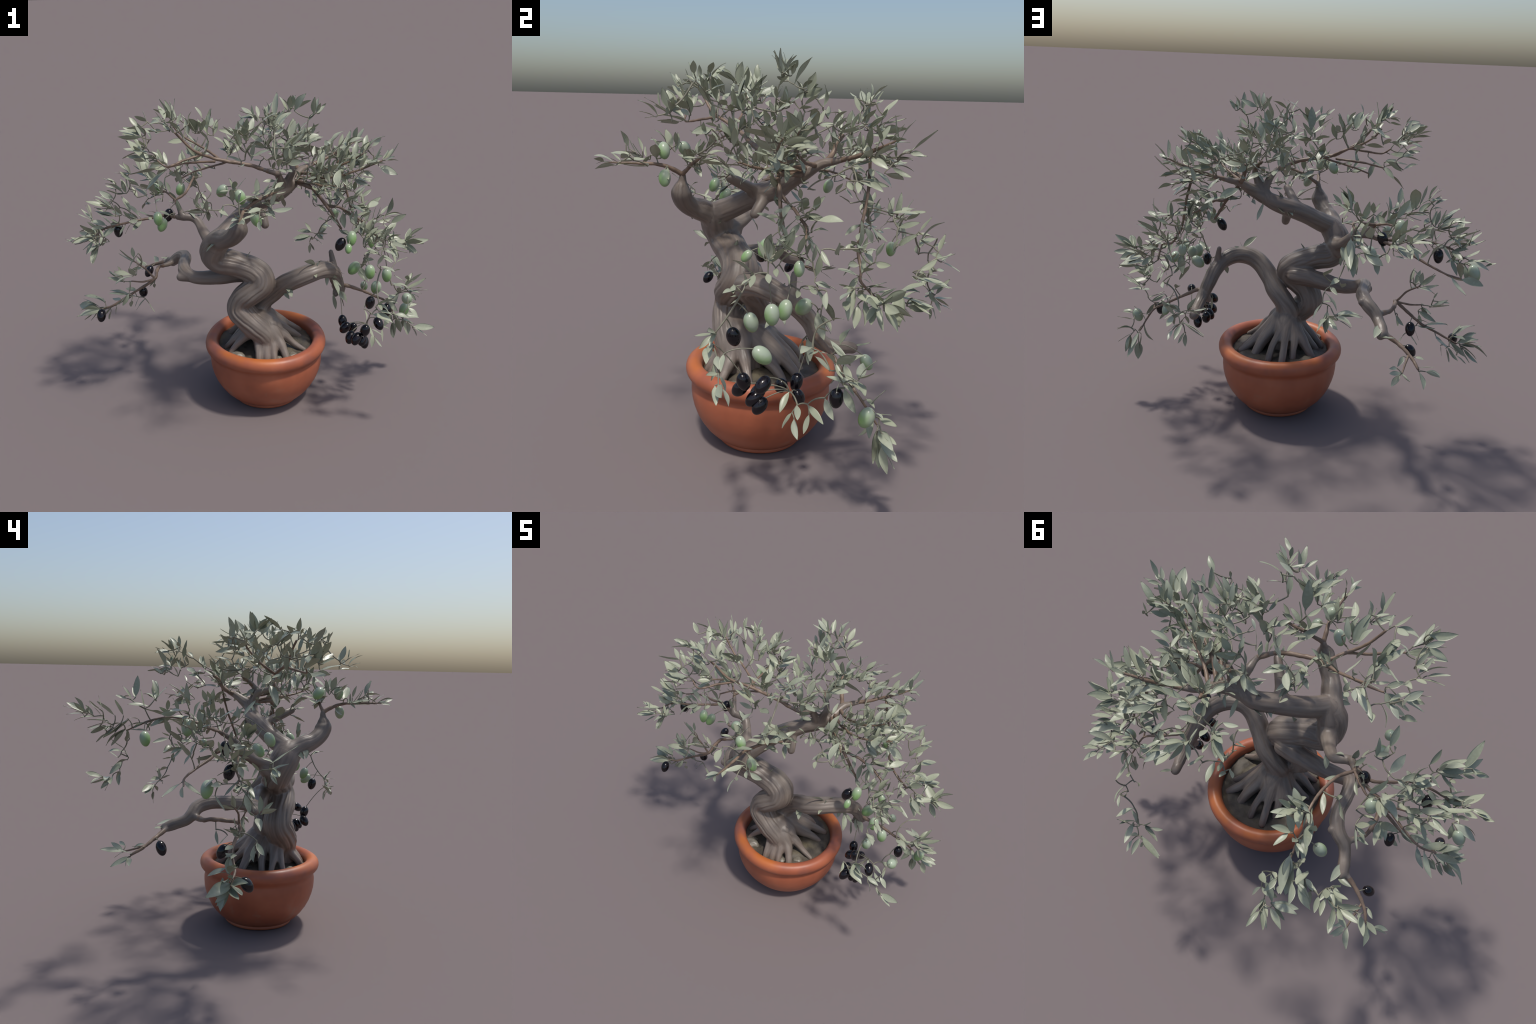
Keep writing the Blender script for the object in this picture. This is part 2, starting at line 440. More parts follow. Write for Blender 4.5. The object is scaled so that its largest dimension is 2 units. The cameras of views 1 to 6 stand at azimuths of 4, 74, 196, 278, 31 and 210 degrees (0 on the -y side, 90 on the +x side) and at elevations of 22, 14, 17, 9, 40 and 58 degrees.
# ------------------------------------------------------------------ wood: spines (x, y, z, radius)
WOOD = {
    "trunk": [(0.115, -0.205, 0.33, 0.075), (0.105, -0.213, 0.42, 0.073), (0.085, -0.218, 0.465, 0.074), 
        (0.045, -0.222, 0.505, 0.074), (-0.005, -0.218, 0.552, 0.071), (-0.04, -0.205, 0.6, 0.068), 
        (-0.02, -0.21, 0.655, 0.066), (0.03, -0.215, 0.7, 0.068), (0.078, -0.205, 0.738, 0.07), 
        (0.075, -0.19, 0.778, 0.07), (0.03, -0.185, 0.815, 0.068), (-0.03, -0.193, 0.843, 0.066), 
        (-0.09, -0.2, 0.863, 0.066), (-0.14, -0.205, 0.875, 0.066), (-0.168, -0.222, 0.915, 0.066), 
        (-0.16, -0.245, 0.965, 0.068), (-0.125, -0.262, 1.01, 0.062)],
    "rb": [(0.06, -0.12, 0.54, 0.06), (0.085, -0.115, 0.6, 0.055), (0.14, -0.128, 0.658, 0.052), 
        (0.2, -0.175, 0.724, 0.05), (0.267, -0.216, 0.776, 0.05), (0.333, -0.216, 0.806, 0.049), 
        (0.4, -0.177, 0.814, 0.046), (0.448, -0.123, 0.79, 0.042), (0.475, -0.06, 0.745, 0.04), 
        (0.49, -0.01, 0.69, 0.037), (0.51, 0.01, 0.63, 0.033), (0.517, 0.05, 0.595, 0.03), 
        (0.51, 0.11, 0.575, 0.028), (0.5, 0.165, 0.565, 0.026)],
    "lb": [(0.03, -0.12, 0.76, 0.05), (-0.04, -0.112, 0.762, 0.05), (-0.093, -0.114, 0.753, 0.046), 
        (-0.144, -0.114, 0.745, 0.043), (-0.196, -0.116, 0.738, 0.041), (-0.247, -0.119, 0.735, 0.038), 
        (-0.3, -0.12, 0.742, 0.036), (-0.345, -0.1, 0.765, 0.036), (-0.365, -0.03, 0.775, 0.033), 
        (-0.37, 0.06, 0.775, 0.033), (-0.385, 0.11, 0.772, 0.034), (-0.415, 0.155, 0.755, 0.034), 
        (-0.455, 0.175, 0.725, 0.032), (-0.478, 0.2, 0.7, 0.029), (-0.5, 0.25, 0.685, 0.029), 
        (-0.512, 0.28, 0.672, 0.026)],
    "lbstub": [(-0.3, -0.12, 0.742, 0.034), (-0.34, -0.122, 0.742, 0.028), (-0.372, -0.122, 0.74, 0.024)],
    "lbtip": [(-0.512, 0.28, 0.672, 0.02), (-0.55, 0.29, 0.66, 0.012), (-0.6, 0.315, 0.64, 0.01), 
        (-0.661, 0.355, 0.605, 0.008), (-0.699, 0.403, 0.578, 0.006)],
    "lbtip2": [(-0.645, 0.345, 0.61, 0.006), (-0.634, 0.462, 0.572, 0.004)],
    "lbside": [(-0.455, 0.175, 0.725, 0.022), (-0.482, 0.136, 0.714, 0.015), (-0.515, 0.1, 0.715, 0.011), 
        (-0.53, 0.06, 0.724, 0.0105), (-0.53, -0.01, 0.722, 0.01), (-0.527, -0.072, 0.708, 0.009), 
        (-0.6, -0.07, 0.655, 0.008), (-0.666, -0.062, 0.61, 0.007), (-0.769, -0.094, 0.553, 0.006), 
        (-0.85, -0.09, 0.519, 0.005)],
    "lbside2": [(-0.527, -0.072, 0.708, 0.006), (-0.574, -0.076, 0.766, 0.005), (-0.638, -0.066, 0.809, 0.004)],
    "lbside3": [(-0.527, -0.072, 0.708, 0.006), (-0.59, -0.09, 0.695, 0.005), (-0.655, -0.095, 0.7, 0.004)],
    "lm": [(-0.165, -0.2, 0.93, 0.05), (-0.2, -0.13, 0.96, 0.034), (-0.235, -0.075, 0.99, 0.029), 
        (-0.275, -0.023, 1.035, 0.025), (-0.31, -0.02, 1.055, 0.023), (-0.35, -0.03, 1.058, 0.021), 
        (-0.385, -0.015, 1.053, 0.016)],
    "lmup": [(-0.345, -0.03, 1.06, 0.02), (-0.358, -0.027, 1.075, 0.017), (-0.385, 0.02, 1.11, 0.013), 
        (-0.404, 0.052, 1.132, 0.01)],
    "lmhang": [(-0.404, 0.052, 1.132, 0.008), (-0.36, 0.124, 1.15, 0.0075), (-0.345, 0.22, 1.18, 0.007), 
        (-0.342, 0.313, 1.189, 0.006), (-0.362, 0.391, 1.177, 0.006), (-0.364, 0.461, 1.152, 0.005), 
        (-0.37, 0.53, 1.12, 0.004)],
    "lmtop": [(-0.404, 0.052, 1.132, 0.007), (-0.463, 0.112, 1.156, 0.006), (-0.51, 0.15, 1.16, 0.004)],
    "lmleft": [(-0.385, -0.015, 1.053, 0.01), (-0.473, 0.012, 1.053, 0.008), (-0.547, -0.026, 1.049, 0.007), 
        (-0.617, -0.07, 1.047, 0.006), (-0.695, -0.089, 1.034, 0.006), (-0.776, -0.094, 1.013, 0.005), 
        (-0.836, -0.121, 0.968, 0.004)],
    "lmlow": [(-0.385, -0.012, 1.052, 0.009), (-0.48, 0.045, 1.042, 0.008), (-0.569, 0.064, 1.019, 0.007), 
        (-0.668, 0.109, 0.986, 0.006), (-0.763, 0.137, 0.955, 0.005), (-0.836, 0.122, 0.936, 0.004)],
    "E": [(-0.145, -0.255, 0.995, 0.06), (-0.102, -0.331, 1.039, 0.05), (-0.07, -0.382, 1.061, 0.044), 
        (-0.027, -0.423, 1.097, 0.043), (-0.005, -0.438, 1.135, 0.046), (-0.001, -0.437, 1.165, 0.032), 
        (0.002, -0.434, 1.19, 0.018), (0.004, -0.433, 1.213, 0.0135)],
    "E_out": [(0.004, -0.433, 1.213, 0.011), (0.02, -0.5, 1.25, 0.009), (0.03, -0.56, 1.262, 0.007), 
        (0.03, -0.65, 1.266, 0.006), (0.025, -0.739, 1.269, 0.004)],
    "E_up": [(0.004, -0.433, 1.213, 0.01), (0.07, -0.41, 1.26, 0.008), (0.13, -0.395, 1.285, 0.007), 
        (0.179, -0.381, 1.307, 0.006)],
    "crown": [(-0.145, -0.25, 0.985, 0.06), (-0.116, -0.255, 1.02, 0.054), (-0.066, -0.19, 1.06, 0.05), 
        (-0.008, -0.125, 1.105, 0.048), (0.055, -0.078, 1.137, 0.047), (0.121, -0.034, 1.166, 0.043), 
        (0.19, -0.022, 1.197, 0.038), (0.248, 0.02, 1.237, 0.03), (0.283, 0.093, 1.284, 0.021), 
        (0.313, 0.125, 1.294, 0.015), (0.35, 0.15, 1.306, 0.012), (0.4, 0.175, 1.32, 0.01), 
        (0.46, 0.21, 1.343, 0.008), (0.525, 0.24, 1.37, 0.006), (0.59, 0.275, 1.402, 0.004)],
    "stub": [(0.065, -0.075, 1.135, 0.035), (0.09, -0.11, 1.09, 0.026), (0.105, -0.14, 1.05, 0.022)],
    "finger": [(0.03, -0.1, 1.13, 0.04), (0.07, -0.16, 1.165, 0.025), (0.105, -0.21, 1.19, 0.023), 
        (0.139, -0.256, 1.212, 0.02)],
    "P": [(0.175, -0.022, 1.19, 0.038), (0.192, -0.03, 1.235, 0.025), (0.18, -0.045, 1.275, 0.021), 
        (0.168, -0.065, 1.308, 0.02), (0.159, -0.128, 1.328, 0.013), (0.101, -0.16, 1.356, 0.0105), 
        (0.042, -0.17, 1.38, 0.01), (-0.019, -0.175, 1.394, 0.0095), (-0.08, -0.183, 1.405, 0.009), 
        (-0.145, -0.2, 1.425, 0.008), (-0.187, -0.233, 1.449, 0.0075), (-0.235, -0.263, 1.481, 0.007), 
        (-0.276, -0.278, 1.525, 0.006), (-0.31, -0.304, 1.573, 0.005)],
    "CLc": [(-0.187, -0.233, 1.449, 0.006), (-0.206, -0.243, 1.451, 0.006), (-0.28, -0.293, 1.436, 0.006), 
        (-0.348, -0.359, 1.423, 0.005), (-0.395, -0.352, 1.45, 0.004)],
    "CLd": [(-0.11, -0.185, 1.41, 0.007), (-0.192, -0.13, 1.454, 0.006), (-0.284, -0.095, 1.497, 0.0055), 
        (-0.342, -0.07, 1.535, 0.005), (-0.38, -0.06, 1.58, 0.004)],
    "CLb": [(-0.145, -0.175, 1.402, 0.007), (-0.206, -0.171, 1.399, 0.006), (-0.267, -0.172, 1.396, 0.0055), 
        (-0.326, -0.175, 1.388, 0.005), (-0.385, -0.19, 1.375, 0.004)],
    "CLe": [(-0.078, -0.18, 1.402, 0.006), (-0.138, -0.183, 1.384, 0.005), (-0.198, -0.194, 1.371, 0.005), 
        (-0.258, -0.207, 1.353, 0.0045), (-0.307, -0.231, 1.331, 0.004)],
    "K": [(0.21, -0.01, 1.21, 0.03), (0.227, -0.024, 1.27, 0.021), (0.247, -0.033, 1.315, 0.018), 
        (0.24, -0.015, 1.345, 0.014), (0.219, 0.006, 1.368, 0.011), (0.193, 0.031, 1.387, 0.008)],
    "K2": [(0.283, 0.093, 1.284, 0.014), (0.256, 0.138, 1.308, 0.012), (0.239, 0.163, 1.334, 0.011), 
        (0.23, 0.177, 1.366, 0.01), (0.218, 0.208, 1.393, 0.008)],
    "H1": [(0.283, 0.0, 1.24, 0.012), (0.33, -0.1, 1.25, 0.011), (0.361, -0.116, 1.235, 0.01), 
        (0.4, -0.119, 1.186, 0.009), (0.437, -0.127, 1.137, 0.008), (0.472, -0.13, 1.082, 0.008), 
        (0.504, -0.12, 1.026, 0.007)],
    "H1b": [(0.4, -0.119, 1.186, 0.008), (0.44, -0.09, 1.141, 0.007), (0.49, -0.088, 1.135, 0.007), 
        (0.532, -0.078, 1.108, 0.006), (0.573, -0.066, 1.078, 0.006), (0.629, -0.09, 1.05, 0.005)],
    "M": [(0.48, 0.215, 1.35, 0.007), (0.53, 0.19, 1.2, 0.006), (0.56, 0.16, 1.1, 0.006), 
        (0.59, 0.135, 1.011, 0.006), (0.613, 0.126, 0.983, 0.006), (0.627, 0.128, 0.953, 0.006), 
        (0.656, 0.121, 0.928, 0.006), (0.715, 0.092, 0.911, 0.006), (0.719, 0.113, 0.885, 0.005), 
        (0.712, 0.16, 0.84, 0.005)],
    "R_out": [(0.505, 0.03, 0.625, 0.014), (0.545, -0.002, 0.644, 0.012), (0.604, 0.018, 0.618, 0.01), 
        (0.665, 0.037, 0.586, 0.008), (0.733, 0.05, 0.548, 0.007), (0.789, 0.066, 0.515, 0.006), 
        (0.819, 0.098, 0.461, 0.005), (0.842, 0.131, 0.406, 0.004)],
    "Q1": [(0.29, 0.06, 1.278, 0.01), (0.36, -0.01, 1.3, 0.008), (0.45, -0.07, 1.34, 0.006), 
        (0.53, -0.11, 1.38, 0.005), (0.61, -0.12, 1.43, 0.004)],
    "Q2": [(0.27, 0.03, 1.262, 0.01), (0.35, -0.06, 1.285, 0.008), (0.46, -0.14, 1.31, 0.006), 
        (0.58, -0.19, 1.36, 0.005), (0.69, -0.205, 1.41, 0.004)],
    "Q3": [(0.255, 0.02, 1.25, 0.009), (0.33, -0.1, 1.27, 0.007), (0.41, -0.2, 1.28, 0.006), 
        (0.47, -0.3, 1.31, 0.004)],
    "R_loop": [(0.789, 0.066, 0.515, 0.005), (0.8, 0.03, 0.54, 0.005)],
}
# buried roots, from the flare of the trunk down into the soil
ROOTS = [
    [(0.07, -0.22, 0.47, 0.050), (0.070, -0.272, 0.41, 0.028), (0.070, -0.312, 0.37, 0.020), (0.070, -0.335, 0.335, 0.019)],
    [(0.09, -0.22, 0.47, 0.050), (0.107, -0.272, 0.41, 0.027), (0.110, -0.308, 0.37, 0.020), (0.112, -0.330, 0.335, 0.019)],
    [(0.11, -0.22, 0.47, 0.050), (0.143, -0.266, 0.41, 0.027), (0.150, -0.303, 0.37, 0.021), (0.155, -0.325, 0.335, 0.020)],
    [(0.125, -0.22, 0.475, 0.052), (0.180, -0.256, 0.415, 0.029), (0.207, -0.288, 0.37, 0.021), (0.222, -0.312, 0.335, 0.020)],
    [(0.12, -0.21, 0.49, 0.052), (0.19, -0.200, 0.44, 0.030), (0.255, -0.198, 0.378, 0.018), (0.315, -0.200, 0.337, 0.014)],
    [(0.07, -0.20, 0.53, 0.050), (0.145, -0.19, 0.485, 0.042), (0.175, -0.21, 0.43, 0.032)],
    [(0.05, -0.20, 0.47, 0.042), (-0.03, -0.225, 0.41, 0.022), (-0.075, -0.243, 0.365, 0.016), (-0.095, -0.255, 0.335, 0.015)],
    [(0.04, -0.18, 0.48, 0.042), (-0.05, -0.19, 0.41, 0.023), (-0.10, -0.187, 0.365, 0.017), (-0.125, -0.185, 0.335, 0.016)],
    [(0.05, -0.13, 0.49, 0.045), (-0.03, -0.125, 0.42, 0.026), (-0.08, -0.13, 0.37, 0.019), (-0.105, -0.135, 0.335, 0.018)],
    [(0.055, -0.11, 0.51, 0.045), (-0.03, -0.06, 0.43, 0.031), (-0.08, -0.035, 0.378, 0.024), (-0.115, -0.02, 0.335, 0.020)],
    [(0.06, -0.10, 0.52, 0.045), (0.0, -0.03, 0.44, 0.027), (-0.016, 0.03, 0.38, 0.021), (-0.020, 0.058, 0.335, 0.020)],
    [(0.06, -0.10, 0.53, 0.045), (0.038, 0.0, 0.455, 0.025), (0.024, 0.075, 0.40, 0.020), (0.019, 0.122, 0.338, 0.019)],
    [(0.065, -0.10, 0.53, 0.045), (0.072, 0.0, 0.46, 0.025), (0.090, 0.065, 0.405, 0.020), (0.098, 0.108, 0.338, 0.019)],
    [(0.08, -0.11, 0.52, 0.050), (0.125, -0.03, 0.455, 0.034), (0.165, 0.025, 0.40, 0.028), (0.19, 0.06, 0.338, 0.025)],
    [(0.09, -0.12, 0.52, 0.050), (0.165, -0.05, 0.445, 0.036), (0.225, 0.0, 0.385, 0.026), (0.28, 0.04, 0.336, 0.020)],
    [(0.10, -0.15, 0.49, 0.055), (0.175, -0.10, 0.425, 0.036), (0.24, -0.06, 0.372, 0.024), (0.285, -0.04, 0.335, 0.018)],
    [(0.10, -0.165, 0.48, 0.060), (0.105, -0.155, 0.41, 0.066), (0.105, -0.15, 0.34, 0.070)],
    [(0.072, -0.115, 0.50, 0.058), (0.080, -0.09, 0.43, 0.066), (0.085, -0.075, 0.35, 0.072)],
]
# cut snags, burls and the seats of side limbs
KNOBS = [
    [(0.470, -0.085, 0.80, 0.022), (0.462, -0.075, 0.845, 0.016), (0.455, -0.068, 0.875, 0.013)],
    [(0.505, 0.02, 0.645, 0.024), (0.493, 0.0, 0.60, 0.020), (0.490, -0.005, 0.59, 0.018)],
    [(0.50, 0.15, 0.57, 0.026), (0.50, 0.175, 0.562, 0.027)],
    [(-0.515, 0.285, 0.672, 0.024), (-0.505, 0.30, 0.664, 0.021)],
    [(-0.395, 0.15, 0.765, 0.028), (-0.385, 0.165, 0.768, 0.02)],
    [(-0.195, -0.155, 0.92, 0.04), (-0.20, -0.15, 0.925, 0.036)],
]
TWIG_SCALE, LEAF_WIDE = 1.0, 1.2
# leafy twigs that carry further pairs by rule: from, to (share of length), pairs, blade length
FILL = {
    "Q1": (0.25, 0.95, 11, 0.085), "Q2": (0.25, 0.95, 12, 0.085), "Q3": (0.3, 1.0, 9, 0.085), "K2": (0.5, 1.0, 5, 0.085),
    "K": (0.6, 1.0, 4, 0.08), "H1b": (0.3, 1.0, 8, 0.08), "M": (0.4, 1.0, 9, 0.075), "E_up": (0.3, 1.0, 5, 0.08),
    "lmleft": (0.3, 0.95, 8, 0.08), "CLd": (0.4, 1.0, 4, 0.085), "crown": (0.72, 0.98, 8, 0.085),
}
M_LEAF_SMALL = M_LEAF

# ---- leaves, spray by spray: where the stalk meets the blade, then the tip
LEAVES = {}
LEAVES['trunk'] = [
    (-.054, -.186, .818, .036, -.216, .849), (-.058, -.184, .808, .03, -.194, .918),
    (-.08, -.185, .807, -.052, -.234, .899), (-.087, -.186, .807, -.094, -.229, .935),
    (-.101, -.186, .809, -.163, -.233, .902),
]
LEAVES['rb'] = [
    (.377, .606, .705, .435, .608, .661), (.387, .577, .744, .458, .531, .758), (.361, .61, .708, .367, .687, .658),
    (.682, -.428, .741, .689, -.506, .74), (.763, -.442, .689, .832, -.453, .676),
    (.36, .603, .716, .248, .634, .668), (.349, .614, .715, .238, .645, .689), (.774, -.455, .669, .802, -.466, .618),
    (.411, .588, .734, .461, .62, .815), (.429, .57, .725, .407, .673, .712), (.357, .566, .758, .313, .563, .824),
    (.326, .562, .762, .267, .549, .774), (.347, .604, .662, .347, .612, .597),
    (.826, -.432, .721, .875, -.455, .684), (.651, -.441, .686, .75, -.48, .668),
    (.425, .538, .817, .489, .606, .786), (.683, -.427, .739, .728, -.463, .717),
    (.683, -.429, .745, .736, -.468, .772), (.362, .566, .758, .263, .6, .759),
    (.198, -.178, .719, .235, -.233, .665), (.388, .572, .743, .438, .576, .706),
    (.219, -.193, .736, .249, -.277, .697), (.219, -.198, .731, .233, -.274, .726),
    (.363, -.204, .803, .372, -.284, .82), (.348, .613, .672, .38, .621, .611), (.403, .568, .753, .453, .622, .791),
    (.431, -.134, .784, .492, -.152, .752), (.667, -.439, .727, .756, -.466, .787),
    (.358, -.198, .824, .399, -.169, .871), (.358, -.198, .824, .389, -.226, .876),
    (.684, -.442, .703, .746, -.47, .703), (.485, -.026, .734, .533, -.062, .744),
    (.504, .181, .574, .547, .233, .595), (.435, -.115, .767, .435, -.147, .708),
    (.5, -.018, .632, .531, -.072, .587), (.501, -.018, .63, .56, -.03, .549), (.225, -.158, .724, .209, -.237, .722),
    (.222, -.153, .72, .16, -.208, .686), (.142, -.101, .666, .189, -.139, .658),
    (.369, -.209, .85, .309, -.277, .91), (.476, -.029, .603, .492, -.05, .516),
    (.518, -.023, .594, .537, -.028, .523), (.461, -.129, .74, .501, -.199, .681),
    (.467, -.113, .732, .517, -.122, .69), (.4, .63, .68, .399, .686, .655), (.611, -.026, .769, .677, -.021, .679),
    (.611, -.427, .707, .622, -.478, .665), (.439, -.102, .833, .492, -.118, .799),
]
LEAVES['lb'] = [
    (-.502, .245, .703, -.484, .35, .674), (-.489, .3, .667, -.578, .328, .673),
    (-.346, .088, .776, -.402, .172, .754),
]
LEAVES['lbtip'] = [
    (-.699, .4, .585, -.765, .446, .62), (-.702, .406, .569, -.739, .492, .532), (-.733, .406, .572, -.8, .381, .56),
    (-.731, .409, .574, -.8, .399, .552), (-.678, .352, .612, -.718, .392, .625),
]
LEAVES['lbtip2'] = [
    (-.638, .466, .572, -.676, .562, .586), (-.631, .466, .576, -.586, .541, .6),
    (-.627, .468, .566, -.597, .521, .529), (-.609, .461, .593, -.583, .502, .608),
    (-.625, .364, .611, -.609, .424, .587),
]
LEAVES['lbside'] = [
    (-.856, -.096, .523, -.941, -.171, .563), (-.871, -.096, .514, -.977, -.147, .495),
    (-.828, -.081, .558, -.923, -.118, .63), (-.828, -.075, .559, -.893, -.025, .578),
    (-.869, -.089, .513, -.961, -.048, .476), (-.865, -.091, .525, -1.009, -.02, .522),
    (-.86, -.08, .526, -.952, -.077, .568), (-.643, -.07, .594, -.738, -.044, .601),
    (-.745, -.056, .559, -.812, .02, .532), (-.809, -.054, .51, -.868, -.054, .438),
    (-.775, -.039, .518, -.786, -.038, .462), (-.546, -.02, .655, -.557, .019, .609),
    (-.603, -.035, .564, -.659, -.046, .497), (-.819, -.083, .526, -.909, -.037, .474),
    (-.64, -.066, .631, -.712, -.039, .63), (-.849, -.092, .517, -.959, -.159, .514),
    (-.632, -.061, .585, -.663, -.055, .52), (-.87, -.09, .51, -.925, -.066, .432),
    (-.683, -.066, .605, -.794, -.064, .631), (-.825, -.081, .567, -.862, -.114, .616),
    (-.819, -.061, .509, -.87, -.033, .486), (-.698, -.077, .607, -.798, -.083, .624),
    (-.804, -.06, .496, -.829, -.042, .43), (-.643, -.174, .618, -.662, -.14, .563),
    (-.888, -.071, .505, -.964, -.07, .436), (-.582, -.042, .539, -.555, -.031, .474),
    (-.885, -.104, .556, -.941, -.098, .591), (-.541, .037, .679, -.583, .015, .616),
    (-.858, -.067, .465, -.91, -.041, .438),
]
LEAVES['lbside2'] = [
    (-.634, -.073, .811, -.714, -.073, .878), (-.643, -.053, .825, -.647, -.053, .889),
    (-.587, -.096, .815, -.598, -.15, .878), (-.604, -.184, .775, -.624, -.241, .841),
    (-.645, -.063, .805, -.734, -.03, .838), (-.6, -.176, .78, -.589, -.177, .861),
    (-.624, -.192, .781, -.701, -.265, .822), (-.597, -.118, .878, -.657, -.14, .79),
    (-.615, -.133, .786, -.594, -.077, .781),
]
LEAVES['lbside3'] = [
    (-.638, -.162, .64, -.735, -.17, .59), (-.625, -.168, .762, -.724, -.198, .736),
    (-.653, -.175, .663, -.694, -.194, .594), (-.705, -.098, .7, -.784, -.073, .754),
    (-.713, -.085, .744, -.731, -.081, .784), (-.695, -.097, .7, -.769, -.041, .739),
    (-.699, -.095, .694, -.794, -.09, .717), (-.66, -.173, .656, -.705, -.217, .612),
    (-.744, -.101, .728, -.793, -.051, .746),
]
LEAVES['lm'] = [
    (-.231, -.081, .983, -.242, -.019, .912), (-.19, -.148, .96, -.208, -.16, .833),
    (-.267, -.028, 1.041, -.319, -.025, 1.095),
]
LEAVES['lmup'] = [
    (-.359, -.023, 1.084, -.379, -.036, 1.158), (-.367, -.005, 1.073, -.4, -.007, 1.132),
    (-.396, .035, 1.141, -.426, .005, 1.193), (-.463, -.021, 1.184, -.45, -.066, 1.254),
    (-.452, -.024, 1.188, -.507, -.039, 1.22), (-.39, -.05, 1.087, -.415, -.069, 1.141),
    (-.494, -.073, 1.214, -.494, -.135, 1.293),
]
LEAVES['lmhang'] = [
    (-.281, .599, .901, -.25, .63, .838), (-.624, .635, 1.225, -.667, .678, 1.269),
    (-.339, .39, 1.274, -.282, .348, 1.339), (-.361, .485, 1.285, -.331, .484, 1.393),
    (-.344, .386, 1.27, -.292, .399, 1.373), (-.327, .389, 1.269, -.275, .469, 1.309),
    (-.383, .498, 1.272, -.389, .54, 1.343), (-.305, .405, 1.281, -.258, .417, 1.338),
    (-.373, .382, 1.281, -.297, .397, 1.346), (-.315, .59, .89, -.346, .583, .832),
    (-.312, .625, .884, -.318, .669, .797), (-.582, .589, 1.238, -.649, .61, 1.277),
    (-.387, .409, 1.244, -.426, .505, 1.257), (-.293, .321, 1.193, -.358, .438, 1.229),
    (-.573, .549, 1.178, -.635, .628, 1.154), (-.418, .251, 1.229, -.445, .26, 1.284),
    (-.708, .611, 1.237, -.702, .653, 1.298), (-.361, .388, 1.177, -.373, .433, 1.126),
    (-.565, .569, 1.182, -.612, .637, 1.189), (-.348, .337, 1.183, -.401, .399, 1.147),
    (-.383, .537, 1.124, -.378, .598, 1.06), (-.366, .111, 1.144, -.31, .134, 1.107),
    (-.309, .405, 1.28, -.252, .462, 1.309), (-.57, .615, 1.202, -.581, .683, 1.197),
    (-.581, .617, 1.203, -.608, .648, 1.255), (-.285, .6, .91, -.335, .627, .928),
    (-.343, .303, 1.189, -.364, .411, 1.148), (-.418, .25, 1.233, -.418, .28, 1.291),
    (-.383, .533, 1.13, -.409, .632, 1.051), (-.563, .562, 1.184, -.551, .631, 1.187),
    (-.613, .636, 1.223, -.638, .728, 1.269), (-.365, .441, 1.165, -.406, .486, 1.134),
    (-.357, .49, 1.284, -.287, .524, 1.332), (-.461, .567, 1.151, -.509, .596, 1.176),
    (-.7, .617, 1.229, -.748, .691, 1.259), (-.386, .538, 1.119, -.419, .596, 1.047),
    (-.621, .626, 1.223, -.697, .607, 1.252), (-.353, .226, 1.18, -.394, .312, 1.169),
    (-.552, .581, 1.196, -.58, .64, 1.272), (-.63, .629, 1.217, -.716, .649, 1.234),
    (-.347, .495, 1.288, -.322, .564, 1.287), (-.294, .329, 1.202, -.325, .375, 1.239),
    (-.287, .586, .949, -.357, .629, .896), (-.463, .571, 1.138, -.526, .591, 1.135),
    (-.353, .535, 1.06, -.417, .502, 1.117), (-.339, .569, 1.009, -.325, .643, 1.013),
    (-.348, .341, 1.199, -.388, .404, 1.228), (-.377, .429, 1.16, -.418, .512, 1.151),
    (-.447, .568, 1.135, -.489, .607, 1.099), (-.433, .255, 1.223, -.487, .319, 1.215),
    (-.629, .643, 1.203, -.681, .671, 1.19), (-.296, .34, 1.219, -.326, .331, 1.277),
    (-.577, .574, 1.224, -.603, .584, 1.301), (-.311, .633, .866, -.286, .701, .809),
    (-.317, .636, .857, -.358, .68, .853), (-.31, .639, .851, -.329, .686, .807),
    (-.417, .544, 1.16, -.47, .611, 1.135), (-.349, .523, 1.076, -.389, .52, 1.125),
    (-.622, .656, 1.218, -.637, .728, 1.214), (-.324, .652, .869, -.38, .719, .842),
]
LEAVES['lmhang'] += [
    (-.344, .384, 1.297, -.317, .407, 1.378), (-.33, .386, 1.301, -.297, .417, 1.354),
    (-.39, .518, 1.28, -.427, .567, 1.297), (-.394, .429, 1.233, -.425, .435, 1.327),
    (-.364, .47, 1.175, -.414, .499, 1.189), (-.44, .592, 1.144, -.509, .626, 1.145),
    (-.449, .599, 1.146, -.531, .656, 1.12), (-.421, .598, 1.135, -.456, .679, 1.128),
    (-.321, .679, .867, -.306, .761, .873), (-.334, .679, .876, -.38, .749, .901),
    (-.301, .552, .961, -.343, .599, .95), (-.306, .544, .976, -.34, .579, 1.019),
    (-.352, .646, .87, -.431, .701, .867), (-.358, .634, .873, -.461, .619, .886),
    (-.343, .626, .868, -.455, .594, .867), (-.36, .63, .85, -.422, .651, .833),
    (-.536, .604, 1.156, -.551, .662, 1.135), (-.363, .414, 1.124, -.416, .492, 1.126),
    (-.359, .582, .979, -.38, .624, 1.014), (-.416, .53, 1.196, -.449, .56, 1.276),
    (-.495, .587, 1.118, -.511, .637, 1.073), (-.463, .556, 1.199, -.464, .645, 1.267),
    (-.37, .52, 1.174, -.401, .641, 1.078), (-.371, .523, 1.179, -.394, .596, 1.096),
    (-.279, .579, 1.018, -.327, .635, 1.07),
]
